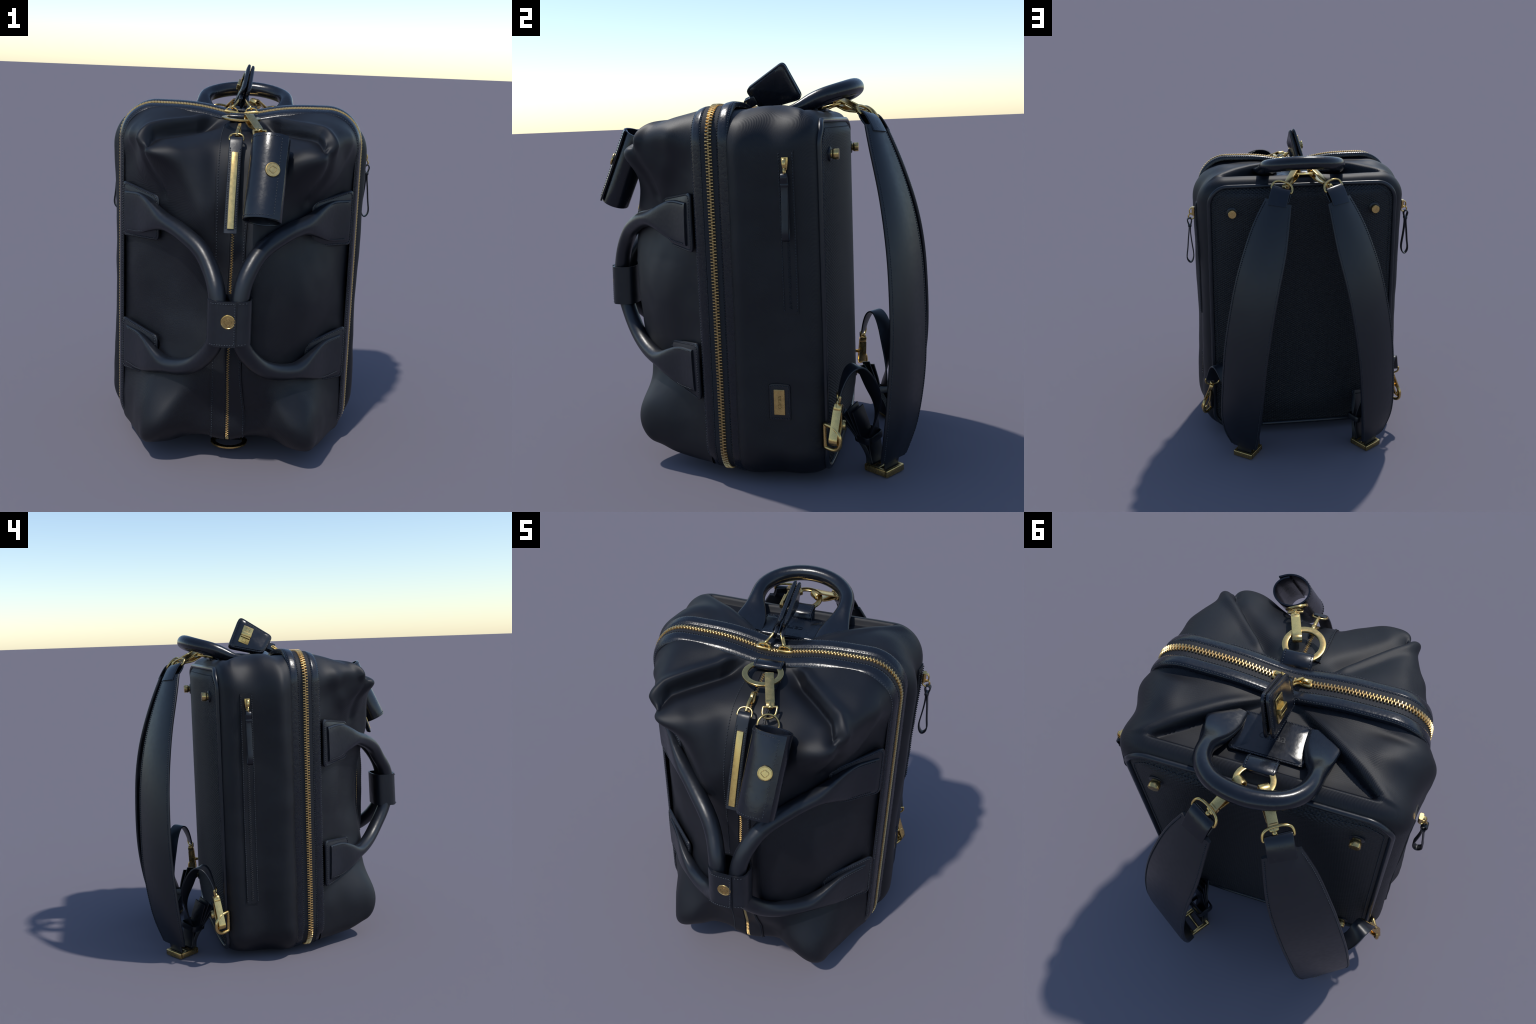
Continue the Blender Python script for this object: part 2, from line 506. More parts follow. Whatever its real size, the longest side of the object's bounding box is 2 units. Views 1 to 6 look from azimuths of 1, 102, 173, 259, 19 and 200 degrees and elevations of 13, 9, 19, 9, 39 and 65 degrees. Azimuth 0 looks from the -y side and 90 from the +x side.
# --- front compartment: control net (right half columns from the middle to the rim)
RIM = -0.165
net = [
    [(0, RIM, 1.733), (0.15, RIM, 1.750), (0.29, RIM, 1.770), (0.41, RIM, 1.774), (0.485, RIM, 1.762), (0.550, RIM, 1.725)],
    [(0, -0.25, 1.704), (0.14, -0.26, 1.696), (0.28, -0.28, 1.725), (0.41, -0.31, 1.738), (0.51, -0.26, 1.720), (0.585, RIM, 1.675)],
    [(0, -0.37, 1.664), (0.15, -0.40, 1.655), (0.29, -0.43, 1.668), (0.425, -0.45, 1.690), (0.53, -0.35, 1.660), (0.598, RIM, 1.605)],
    [(0, -0.475, 1.605), (0.15, -0.515, 1.595), (0.30, -0.583, 1.595), (0.43, -0.560, 1.590), (0.515, -0.34, 1.570), (0.598, RIM, 1.530)],
    [(0, -0.545, 1.470), (0.15, -0.570, 1.470), (0.29, -0.572, 1.480), (0.41, -0.472, 1.460), (0.505, -0.285, 1.440), (0.595, RIM, 1.420)],
    [(0, -0.590, 1.250), (0.12, -0.635, 1.250), (0.28, -0.510, 1.250), (0.39, -0.382, 1.250), (0.495, -0.268, 1.250), (0.585, RIM, 1.250)],
    [(0, -0.588, 0.900), (0.12, -0.660, 0.900), (0.29, -0.565, 0.900), (0.41, -0.445, 0.900), (0.505, -0.285, 0.900), (0.576, RIM, 0.900)],
    [(0, -0.585, 0.540), (0.12, -0.628, 0.540), (0.28, -0.515, 0.540), (0.39, -0.388, 0.540), (0.490, -0.268, 0.540), (0.585, RIM, 0.540)],
    [(0, -0.538, 0.310), (0.15, -0.560, 0.315), (0.30, -0.585, 0.320), (0.42, -0.515, 0.320), (0.505, -0.320, 0.310), (0.595, RIM, 0.300)],
    [(0, -0.520, 0.170), (0.15, -0.530, 0.205), (0.30, -0.582, 0.205), (0.42, -0.553, 0.175), (0.500, -0.360, 0.150), (0.592, RIM, 0.150)],
    [(0, -0.400, 0.110), (0.15, -0.420, 0.130), (0.29, -0.450, 0.100), (0.41, -0.430, 0.075), (0.495, -0.300, 0.070), (0.575, RIM, 0.085)],
    [(0, RIM, 0.055), (0.15, RIM, 0.038), (0.29, RIM, 0.026), (0.39, RIM, 0.026), (0.47, RIM, 0.036), (0.542, RIM, 0.060)],
]
net = np.array(net)
mir = net[:, :0:-1] * np.array([-1, 1, 1])          # columns -5 .. -1 of the other half
# the other half is slacker: it sags inwards between its handle patches
sag = {4: (-0.585, -0.562, -0.445, -0.285), 5: (-0.600, -0.490, -0.372, -0.264), 6: (-0.530, -0.428, -0.345, -0.268), 7: (-0.570, -0.495, -0.380, -0.264), 8: (-0.540, -0.565, -0.500, -0.315), 9: (-0.515, -0.565, -0.540, -0.350)}
for row, yv in sag.items():
    for col, yy_ in zip((4, 3, 2, 1), yv):
        mir[row, col, 1] = yy_
    mir[row, 4, 0] = -0.15
for row, dx_, dz_, dy_ in ((1, 0.020, -0.004, 0.0), (2, 0.022, -0.010, 0.002), (3, 0.018, -0.006, 0.002)):
    mir[row, 1, 0] += dx_
    mir[row, 1:4, 2] += dz_
    mir[row, 1:4, 1] += dy_
full = np.concatenate([mir, net], axis=1)
nv_, nu_ = 300, 331
v_par = np.arange(12.0); u_par = np.arange(-5.0, 6.0)
uu = np.linspace(-5, 5, nu_); vv = np.linspace(0, 11, nv_)
F = cubic(v_par, full, vv)
F = np.transpose(cubic(u_par, np.transpose(F, (1, 0, 2)), uu), (1, 0, 2))
def front_normals(F):
    n = grid_normals(F)
    return -n if (n * (F - np.array([0, 0.0, 0.9]))).sum() < 0 else n
NF = front_normals(F)
Pf, Nf = F.reshape(-1, 3).copy(), NF.reshape(-1, 3)
rim_fade = (smooth01((5 - np.abs(uu))[None, :] / 0.5) * smooth01(vv[:, None] / 0.6) * smooth01((11 - vv)[:, None] / 0.6)).reshape(-1)
for sx in (1, -1):
    crease = np.array([(0.11, -0.17, 1.722), (0.20, -0.265, 1.688), (0.30, -0.36, 1.676), (0.385, -0.450, 1.668), (0.425, -0.520, 1.632), (0.442, -0.53, 1.575)]) * np.array([sx, 1, 1])
    d, fr, near = seg_dist(Pf, crease)
    taper = (0.25 + 0.75 * smooth01(fr / 0.2)) * (1 - smooth01((fr - 0.86) / 0.14))
    # one sided fold: the tongue slides down under the rolled edge of the shoulder
    outdir = unit((0.62 * sx, 0.45, 0.62))
    sd = d * np.sign((Pf - near) @ outdir)
    tuck = np.where(sd < 0, np.exp(-(sd / 0.050) ** 2), np.exp(-(sd / 0.019) ** 2))
    roll = np.where(sd > 0, np.exp(-((sd - 0.040) / 0.026) ** 2), 0.0)
    Pf += Nf * ((0.024 * roll - 0.052 * tuck) * taper * rim_fade)[:, None]
    for line, dep, wid in [
        ([(0.442, -0.53, 1.58), (0.42, -0.48, 1.48), (0.36, -0.46, 1.37)], -0.016, 0.030),
        ([(0.30, -0.56, 1.60), (0.22, -0.58, 1.45), (0.16, -0.58, 1.30)], 0.007, 0.05),
        ([(0.10, -0.53, 1.60), (0.12, -0.56, 1.40)], -0.006, 0.04),
        ([(0.42, -0.53, 0.13), (0.32, -0.56, 0.26), (0.22, -0.57, 0.42)], 0.012, 0.045),
        ([(0.16, -0.54, 0.16), (0.15, -0.57, 0.30), (0.20, -0.56, 0.42)], -0.010, 0.05),
        ([(0.24, -0.46, 0.10), (0.20, -0.55, 0.19)], -0.012, 0.04),
        ([(0.47, -0.40, 1.42), (0.53, -0.32, 1.55), (0.54, -0.30, 1.66)], 0.008, 0.04),
    ]:
        d, fr, near = seg_dist(Pf, np.array(line) * np.array([sx, 1, 1]))
        Pf += Nf * (dep * np.exp(-(d / wid) ** 2) * rim_fade)[:, None]
Pf += Nf * ((noise_field(Pf, 4.0, 9.2) * 0.007 + noise_field(Pf, 9.0, 2.2) * 0.004) * rim_fade)[:, None]
F = Pf.reshape(F.shape)
for _ in range(5):                                   # cloth does not hold razor edges
    A_ = F.copy()
    A_[1:-1, 1:-1] = 0.5 * F[1:-1, 1:-1] + 0.125 * (F[:-2, 1:-1] + F[2:, 1:-1] + F[1:-1, :-2] + F[1:-1, 2:])
    F = A_
Pf = F.reshape(-1, 3)
NF = front_normals(F)
b = Builder().add(Pf, grid_faces(nv_, nu_))
front_ob = make("front_compartment", b, M_TWILL)
front_bvh = bvh_of(front_ob)
# dark lining closing the bag behind the zip
b2 = Builder()
for y0, y1, sc in ((-0.175, -0.02, 0.985),):
    q0 = bag_loop(y=y0, **ZIP); q1 = bag_loop(y=y1, **ZIP)
    for q in (q0, q1):
        q[:, 0] *= sc; q[:, 2] = 0.9 + (q[:, 2] - 0.9) * sc
    m_ = len(q0)
    b2.add(np.vstack([q0, q1]), grid_faces(2, m_, True))
make("inner_lining", b2, M_LINING)

# ------------------------------------------------------------------ zip bands
def band(name, y0, y1, h, mat, base=0.0, kind="puff", tilt=0.0):
    m = 17
    t = np.linspace(-1, 1, m)
    if kind == "puff":
        n = base + h * (1 - np.abs(t) ** 3.0) ** 0.6
        n = n - 0.25 * h * (np.exp(-((t - 0.80) / 0.07) ** 2) + np.exp(-((t + 0.80) / 0.07) ** 2))
    else:
        n = np.full(m, base + h)
    yy = (y0 + y1) / 2 + t * (y1 - y0) / 2
    n = n + tilt * t
    top = np.stack([yy, n], 1)
    bot = np.array([(y1, base - 0.012), (y0, base - 0.012)])
    prof = np.vstack([top, bot])
    m = len(prof)
    verts = np.concatenate([zip_loop + ZN * prof[j, 1] + np.array([0, prof[j, 0] + 0.095, 0]) for j in range(m)])
    b = Builder()
    n_ = len(zip_loop)
    faces = [(j * n_ + i, j * n_ + (i + 1) % n_, ((j + 1) % m) * n_ + (i + 1) % n_, ((j + 1) % m) * n_ + i) for j in range(m) for i in range(n_)]
    b.add(verts, faces)
    return make(name, b, mat, angle=60)

band("leather_binding", -0.188, -0.130, 0.013, M_CREASED, -0.007, "puff", 0.011)
band("leather_binding", -0.060, 0.002, 0.013, M_CREASED, 0.014, "puff", 0.006)
band("zipper_tape", -0.132, -0.058, 0.012, M_TAPE, kind="flat")
stitches = b = Builder()
stitch_row(b, np.vstack([st, st[:1]]), np.repeat(np.array([[0, 1.0, 0]]), len(st) + 1, 0), 0.014)
for yb, hh in ((-0.1825, -0.0105), (-0.1360, 0.0080), (-0.0535, 0.0150), (-0.0045, 0.0245)):
    L = zip_loop + ZN * hh + np.array([0, yb + 0.095, 0])
    stitch_row(b, np.vstack([L, L[:1]]), np.vstack([ZN, ZN[:1]]), 0.0128)

def teeth(b, P, Nn, side, pitch=0.0148, w=0.0185, l=0.0070, h=0.009, lift=0.017):
    """two interlocking rows of zip teeth along polyline P"""
    d = np.r_[0, np.cumsum(np.linalg.norm(np.diff(P, axis=0), axis=1))]
    cnt = int(d[-1] / pitch)
    at = lambda A, s: np.array([np.interp(s, d, A[:, i]) for i in range(3)])
    for i in range(cnt):
        for sg in (1, -1):
            s = (i + (0.25 if sg > 0 else 0.75)) * pitch
            c = at(P, s); n = unit(at(Nn, s)); T = unit(at(P, min(s + 1e-3, d[-1])) - at(P, max(s - 1e-3, 0)))
            sd = unit(at(side, s)) if np.ndim(side) == 2 else unit(side)
            sd = unit(sd - T * (sd @ T)); n = np.cross(T, sd) * np.sign(np.cross(T, sd) @ n)
            o = c + sd * sg * w * 0.32 + n * lift
            vs = []
            for (a, q, z) in ((-.5, -.5, -.5), (.5, -.5, -.5), (.5, .5, -.5), (-.5, .5, -.5), (-.5, -.34, .28), (.5, -.34, .28), (.5, .34, .28), (-.5, .34, .28), (-.36, -.2, .5), (.36, -.2, .5), (.36, .2, .5), (-.36, .2, .5)):
                vs.append(o + sd * a * w + T * q * l * 1.25 + n * z * h)
            b.add(vs, [(3, 2, 1, 0), (0, 1, 5, 4), (1, 2, 6, 5), (2, 3, 7, 6), (3, 0, 4, 7), (4, 5, 9, 8), (5, 6, 10, 9), (6, 7, 11, 10), (7, 4, 8, 11), (8, 9, 10, 11)])
    return b

# main zip runs from one end under the bag, over the top, to the other
mid_b = int(np.argmin(np.abs(zip_loop[:, 0]) + zip_loop[:, 2]))
Lz = np.roll(zip_loop, -mid_b, 0); Nz = np.roll(ZN, -mid_b, 0)
keep = slice(30, len(Lz) - 30)
b = teeth(Builder(), Lz[keep], Nz[keep], np.array([0, 1.0, 0]))
make("zipper_tooth", b, M_BRASS, angle=25, stuff=True)

# ------------------------------------------------------------------ front placket and centre zip
def strip_on_front(u0, u1, v0, v1, lift, name, mat, nu=9, nv=150, parent=None):
    us = np.linspace(u0, u1, nu); vs = np.linspace(v0, v1, nv)
    ui = (us + 5) / 10 * (nu_ - 1); vi = vs / 11 * (nv_ - 1)
    def samp(A):
        i0 = np.clip(np.floor(vi).astype(int), 0, nv_ - 2); fi = (vi - i0)[:, None, None]
        j0 = np.clip(np.floor(ui).astype(int), 0, nu_ - 2); fj = (ui - j0)[None, :, None]
        return (A[i0][:, j0] * (1 - fi) * (1 - fj) + A[i0 + 1][:, j0] * fi * (1 - fj) + A[i0][:, j0 + 1] * (1 - fi) * fj + A[i0 + 1][:, j0 + 1] * fi * fj)
    A = samp(F); Nn = samp(NF)
    Nn /= np.linalg.norm(Nn, axis=2, keepdims=True)
    top = A + Nn * lift; low = A - Nn * 0.006
    b = Builder()
    G2 = np.concatenate([low[:, :1], top, low[:, -1:]], 1)
    b.add(G2.reshape(-1, 3), grid_faces(nv, nu + 2))
    if name:
        make(name, b, mat, parent)
    return A, Nn

V0, V1 = 0.9, 9.75
for sg in (-1, 1):
    A, Nn = strip_on_front(*sorted((sg * 0.09, sg * 0.58)), V0, V1, 0.006, "placket_strip", M_TWILL)
    j = 0 if sg < 0 else -1
    jj = 1 if sg < 0 else -2
    stitch_row(stitches, A[:, jj] + Nn[:, jj] * 0.006, Nn[:, jj], 0.0135)
A, Nn = strip_on_front(-0.1, 0.1, V0, V1, 0.0015, "zipper_tape", M_TAPE, 5)
b = teeth(Builder(), A[:, 2], Nn[:, 2], np.array([1.0, 0, 0]), pitch=0.0125, w=0.0090, l=0.0050, h=0.005, lift=0.0025)
make("zipper_tooth", b, M_DULL_BRASS, angle=25, stuff=True)

# ------------------------------------------------------------------ wrapped leather patches
def patch_on(bvh, centre, ud, vd, outline, proj, lift, name, mat, parent=None, nr=14, stitch=0.010, flat=0.0):
    """sheet of leather laid on the surface: outline is a closed 2D polygon in (ud, vd)"""
    c = np.asarray(centre, float); ud = unit(ud); vd = unit(vd); pj = unit(proj)
    O = np.asarray(outline, float)
    mid = O.mean(0)
    rows = []
    def hit(p2):
        p = c + ud * p2[0] + vd * p2[1]
        loc, nn, _, _ = bvh.ray_cast(Vector(p - pj * 0.5), Vector(pj))
        if loc is None:
            loc, nn, _, _ = bvh.find_nearest(Vector(p))
        nn = np.array(nn)
        if nn @ pj > 0:
            nn = -nn
        return np.array(loc), nn
    ts = np.linspace(0.04, 1, nr)
    verts = []
    H = [[hit(mid + (o - mid) * t) for o in O] for t in ts]
    n_ = len(O)
    for i in range(nr):
        l = lift if ts[i] < 0.97 else lift * 0.75
        verts.extend([h[0] + h[1] * l for h in H[i]])
    verts.extend([h[0] - h[1] * 0.008 for h in H[-1]])
    f = grid_faces(nr + 1, n_, True) + [tuple(range(n_))]
    b = Builder().add(verts, f)
    ob = make(name, b, mat, parent, angle=50)
    if stitch:
        def inset(o):
            v = o - mid
            return mid + v * (1 - stitch / np.linalg.norm(v))
        h = [hit(inset(o)) for o in O]; h.append(h[0])
        stitch_row(stitches, np.array([q[0] + q[1] * (lift + 0.0002) for q in h]), np.array([q[1] for q in h]), 0.0125)
    return ob

def rr_outline(w, h, r, k=5, m=14):
    P = round_rect(w, h, r, k)
    P = np.vstack([P, P[:1]])
    return resample(P, m * 4 + 1)[:-1]

# ------------------------------------------------------------------ front handles
SQ = math.sqrt(0.5)
for sx in (1, -1):
    hb = Builder()
    path = np.array([(0.562, -0.236, 1.246), (0.516, -0.284, 1.250), (0.454, -0.356, 1.256), (0.382, -0.440, 1.258), (0.293, -0.535, 1.248), (0.208, -0.618, 1.211), (0.136, -0.684, 1.161), (0.088, -0.735, 1.088),
                     (0.058, -0.772, 1.000), (0.047, -0.788, 0.865), (0.060, -0.760, 0.745), (0.102, -0.708, 0.668), (0.162, -0.645, 0.602), (0.245, -0.568, 0.556), (0.335, -0.483, 0.535), (0.420, -0.400, 0.530), (0.512, -0.290, 0.534), (0.558, -0.238, 0.537)])
    lower = smooth01((0.45 - np.abs(path[:, 0])) / 0.15) * smooth01((np.abs(path[:, 2] - 0.86) - 0.1) / 0.15)
    upper_arm = path[:, 2] > 0.86
    if sx > 0:
        path[:, 1] -= lower * np.where(upper_arm, 0.004, 0.012)
        path[:, 2] -= lower * np.where(upper_arm, 0.002, 0.010)
    else:                                            # this handle hangs a little closer to the bag
        path[:, 1] += lower * np.where(upper_arm, 0.018, 0.010)
        path[:, 2] -= 0.014 * lower
    path = path * np.array([sx, 1, 1])
    P = nat_spline(path, 150)
    d = np.r_[0, np.cumsum(np.linalg.norm(np.diff(P, axis=0), axis=1))]
    e = np.minimum(d, d[-1] - d)
    T, S, Nn = transport(P, (0, 0, 1))
    prof = []
    for x in e:
        k = smooth01((x - 0.09) / 0.29)
        a = 0.103 * (1 - k) + 0.0405 * k
        bb = 0.0125 * (1 - k) + 0.0405 * k
        ex = 5.0 * (1 - k) + 2.0 * k
        prof.append(super_ellipse(a, bb, 32, ex))
    sweep(hb, P, S, Nn, prof)
    h_ob = make("front_handle", hb, M_LEATHER, angle=50)
    out = np.array([sx * SQ, -SQ, 0])
    for z0, zf in ((1.256, 1.246), (0.537, 0.532)):
        rear, frt = np.array((sx * 0.585, -0.203)), np.array((sx * 0.371, -0.408))
        quad = [(*rear, z0 + 0.142), (*rear, z0 - 0.142), (*frt, zf - 0.112), (*frt, zf + 0.110)]
        quad = [np.array(q) for q in quad]
        cen = sum(quad) / 4
        pts = []
        for i in range(4):
            a_, c_, d_ = quad[i - 1], quad[i], quad[(i + 1) % 4]
            p_, q_ = c_ + unit(a_ - c_) * 0.028, c_ + unit(d_ - c_) * 0.028
            for t in np.linspace(0, 1, 6):
                pts.append((1 - t) ** 2 * p_ + 2 * t * (1 - t) * c_ + t * t * q_)
        pts = np.array(pts); pts = resample(np.vstack([pts, pts[:1]]), 81)[:-1]
        rows = []
        curl = lambda A: A + out * 0.003 * (1 - (np.linalg.norm(A - cen, axis=1, keepdims=True) / 0.17) ** 2)
        for sc, o_ in ((0.02, 0.004), (0.3, 0.004), (0.6, 0.004), (0.86, 0.004), (0.90, 0.002), (0.97, 0.003), (1.0, -0.001), (1.0, -0.008), (0.97, -0.011), (0.5, -0.011), (0.02, -0.011)):
            rows.append(curl(cen + (pts - cen) * sc) + out * (o_ + 0.004))
        pb = Builder().add(np.array(rows).reshape(-1, 3), grid_faces(len(rows), 80, True) + [tuple(range(79, -1, -1)), tuple((len(rows) - 1) * 80 + j for j in range(80))])
        make("handle_patch", pb, M_LEATHER, h_ob, angle=45)
        L = curl(cen + (pts - cen) * 0.925) + out * 0.0060
        stitch_row(stitches, np.vstack([L, L[:1]]), np.repeat(out[None], 81, 0), 0.0125)
    # stitching round the flat ends
    for i0, sgn in ((0, 1), (len(P) - 1, -1)):
        idx = [i0 + sgn * q for q in range(2, 18)]
        o = np.array([Nn[i] if Nn[i] @ out > 0 else -Nn[i] for i in idx])
        for sd in (1, -1):
            pts = np.array([P[i] + S[i] * sd * (prof[i][:, 0].max() - 0.010) for i in idx])
            stitch_row(stitches, pts + o * 0.0115, o, 0.012)

# sleeve that holds the two handles together
def sleeve(name):
    b = Builder()
    w, dp, zc, hh = 0.202, 0.138, 0.858, 0.205
    o = super_ellipse(w / 2, dp / 2, 56, 3.2)
    o = np.vstack([o, o[:1]])
    c = np.array([0.006, -0.769])
    zs = np.linspace(zc - hh / 2, zc + hh / 2, 6)
    tilt = lambda z: -0.035 * (0.86 - z)
    outer = [[(c[0] + p[0], c[1] + p[1] + tilt(z), z) for p in o[:-1]] for z in zs]
    inner = [[(c[0] + p[0] * 0.93, c[1] + p[1] * 0.88 + tilt(z), z) for p in o[:-1]] for z in zs[::-1]]
    rows = outer + inner + [outer[0]]
    n_ = len(o) - 1
    b.add(np.array(rows).reshape(-1, 3), grid_faces(len(rows), n_, True))
    ob = make(name, b, M_LEATHER, angle=45)
    # overlapping flap on the front
    fb = Builder()
    xs = np.linspace(-0.085, 0.040, 16)
    yo = lambda x, z: c[1] - dp / 2 * (1 - abs((x - c[0]) / (w / 2)) ** 3.2) ** (1 / 3.2) + tilt(z)
    top = [[(x, yo(x, z) - 0.010 * smooth01((x + 0.09) / 0.05), z) for x in xs] for z in np.linspace(zc - hh / 2 - 0.002, zc + hh / 2 + 0.002, 6)]
    top = np.array(top); low = top + np.array([0, 0.011, 0])
    ring_ = lambda A: np.vstack([A[0], A[1:, -1], A[-1, -2::-1], A[-2:0:-1, 0]])
    nr_, nc_ = top.shape[:2]
    fb.add(np.vstack([top.reshape(-1, 3), low.reshape(-1, 3)]), grid_faces(nr_, nc_) + [tuple(i + nr_ * nc_ for i in q[::-1]) for q in grid_faces(nr_, nc_)])
    R = np.vstack([ring_(top), ring_(low)])
    fb.add(R, grid_faces(2, len(R) // 2, True))
    make("sleeve_flap", fb, M_LEATHER, ob, angle=30)
    nrm = np.array([0, -1.0, 0])
    for z in (zc - hh / 2 + 0.008, zc + hh / 2 - 0.008):
        pts = np.array([(x, yo(x, z) - 0.0105, z) for x in np.linspace(-0.08, 0.034, 14)])
        stitch_row(stitches, pts, np.repeat(nrm[None], 14, 0), 0.0115)
        pts = np.array([(x, yo(x, z) - 0.0005, z) for x in np.linspace(0.048, 0.09, 8)])
        stitch_row(stitches, pts, np.repeat(nrm[None], 8, 0), 0.0115)
    pts = np.array([(0.033, yo(0.033, z) - 0.0105, z) for z in np.linspace(zc - hh / 2 + 0.01, zc + hh / 2 - 0.01, 10)])
    stitch_row(stitches, pts, np.repeat(nrm[None], 10, 0), 0.0115)
    return ob

def snap_button(c, axis, r, parent, emblem_up=(0, 0, 1)):
    b = lathe(Builder(), c, axis, [(r * 0.8, -0.004), (r, 0.0), (r, 0.005), (r * 0.95, 0.0075), (r * 0.86, 0.0080), (r * 0.82, 0.0068), (0.001, 0.0072)], 36)
    ob = make("snap_button", b, M_GOLD, parent, angle=40)
    a = unit(axis); up = unit(np.asarray(emblem_up) - a * (np.asarray(emblem_up) @ a)); sd = np.cross(up, a)
    q = []
    for t in np.linspace(0, 2 * math.pi, 40, endpoint=False):   # small shield outline
        rr = r * 0.46 * (1 + 0.10 * math.cos(4 * t)) * (0.9 if math.sin(t) > 0.6 else 1.0)
        q.append(np.asarray(c) + a * 0.0074 + sd * rr * math.cos(t) + up * rr * math.sin(t))
    eb = tube(Builder(), q, r * 0.035, 80, 6, True, a)
    make("shield_emblem", eb, M_ENGRAVE, ob, angle=None)
    return ob

slv = sleeve("handle_sleeve")
snap_button((0.004, -0.842, 0.871), (0, -1, 0.02), 0.034, slv)

# ------------------------------------------------------------------ hardware pieces
def snap_hook(b, p_sw, p_tip, wdir, width=0.042, thick=0.009, gap=0.030, back=None):
    """lobster style snap hook: flat band hooked round at the tip, swivel block and pin at the other end"""
    p0, p1 = np.asarray(p_sw, float), np.asarray(p_tip, float)
    ax = unit(p1 - p0); w = unit(np.asarray(wdir) - ax * (np.asarray(wdir) @ ax)); nn = np.cross(ax, w)
    if back is not None and nn @ np.asarray(back) < 0:
        nn = -nn
    L = np.linalg.norm(p1 - p0)
    R = gap / 2
    pts = [(0.0, 0.0), (L * 0.25, 0.0), (L * 0.5, 0.0), (L - R * 1.2, 0.0)]
    for a in np.linspace(-90, 90, 9):
        pts.append((L - R * 1.2 + R * 1.2 * math.cos(math.radians(a)), R + R * math.sin(math.radians(a))))
    pts += [(L * 0.55, gap * 0.98), (L * 0.35, gap * 0.75), (L * 0.12, gap * 0.35)]
    P = np.array([p0 + ax * u + nn * v for u, v in pts])
    P = resample(P, 40)
    T = tangents(P); S = np.repeat(w[None], len(P), 0); Nn = np.cross(T, S)
    sweep(b, P, S, Nn, round_rect(width, thick, 0.0025, 2))
    block(b, p0 + nn * gap * 0.2, w, nn, ax, (width * 0.92, gap * 0.75, L * 0.20), 0.004)
    lathe(b, p0 - ax * 0.030, ax, [(0.010, 0), (0.012, 0.003), (0.012, 0.010), (0.008, 0.012), (0.008, 0.035)], 16)
    return b

def d_ring(b, c, up, side, w, h, r=0.0065):
    """D shaped wire ring: straight bar at c, bow towards up"""
    up, side = unit(up), unit(side)
    pts = [(-w / 2, 0), (-w / 2, h * 0.3), (-w * 0.43, h * 0.72), (-w * 0.22, h * 0.97), (0, h * 1.02), (w * 0.22, h * 0.97), (w * 0.43, h * 0.72), (w / 2, h * 0.3), (w / 2, 0), (w * 0.2, 0), (-w * 0.2, 0)]
    P = np.array([np.asarray(c) + side * x + up * y for x, y in pts])
    P = np.vstack([nat_spline(P[:9], 60), resample(P[[8, 9, 10, 0]], 14)[1:-1]])
    T, S, N_ = transport(P, np.cross(up, side), True)
    return sweep(b, P, S, N_, super_ellipse(r, r, 10), True)

def zip_slider(name, c, axis, nrm, parent=None, L=0.062, W=0.040):
    """zip slider: lozenge body with a bridge loop"""
    ax = unit(axis); n = unit(np.asarray(nrm) - ax * (np.asarray(nrm) @ ax)); s = np.cross(ax, n)
    b = Builder()
    sec = []
    us = np.linspace(-1, 1, 9)
    P = np.array([np.asarray(c) + ax * u * L / 2 + n * 0.013 for u in us])
    for u in us:
        w = W * (0.62 + 0.38 * (0.5 + 0.5 * u)) * (0.75 + 0.25 * math.cos(u * 1.2))
        sec.append(super_ellipse(w / 2, 0.010 * (0.7 + 0.3 * math.cos(u)), 20, 4.0))
    sweep(b, P, np.repeat(s[None], 9, 0), np.repeat(n[None], 9, 0), sec)
    br = [np.asarray(c) + ax * x * L + n * y for x, y in ((-0.40, 0.018), (-0.32, 0.032), (0, 0.037), (0.32, 0.030), (0.40, 0.018))]
    P = nat_spline(br, 20)
    T = tangents(P); S = np.repeat(s[None], 20, 0)
    sweep(b, P, S, np.cross(T, S), round_rect(0.016, 0.007, 0.003, 2))
    return make(name, b, M_GOLD, parent, angle=45)

# ------------------------------------------------------------------ front ring, hook, pouch, pull tab
def loop_tab(name, c, out, up, side, w=0.135, length=0.075, parent=None, drop=0.03):
    """leather tab folded over a ring: lies flat, rolls over at the outer end"""
    out, up, side = unit(out), unit(up), unit(side)
    c = np.asarray(c, float)
    prof = [(-length * 0.55, -drop), (-length * 0.35, -0.004), (0, 0.007), (length * 0.35, 0.008), (length * 0.52, 0.0), (length * 0.45, -0.014), (length * 0.1, -0.017), (-length * 0.4, -drop - 0.012)]
    P = nat_spline([c + out * x + up * y for x, y in prof], 44)
    T = tangents(P); S = np.repeat(side[None], len(P), 0); N_ = np.cross(T, S)
    b = Builder(); sweep(b, P, S, N_, round_rect(w, 0.009, 0.003, 2))
    ob = make(name, b, M_GLOSS, parent)
    for sd in (-1, 1):
        idx = range(4, 24)
        stitch_row(stitches, np.array([P[i] + side * sd * (w / 2 - 0.009) + (N_[i] if N_[i] @ up > 0 else -N_[i]) * 0.0045 for i in idx]), np.array([N_[i] if N_[i] @ up > 0 else -N_[i] for i in idx]), 0.012)
    return ob

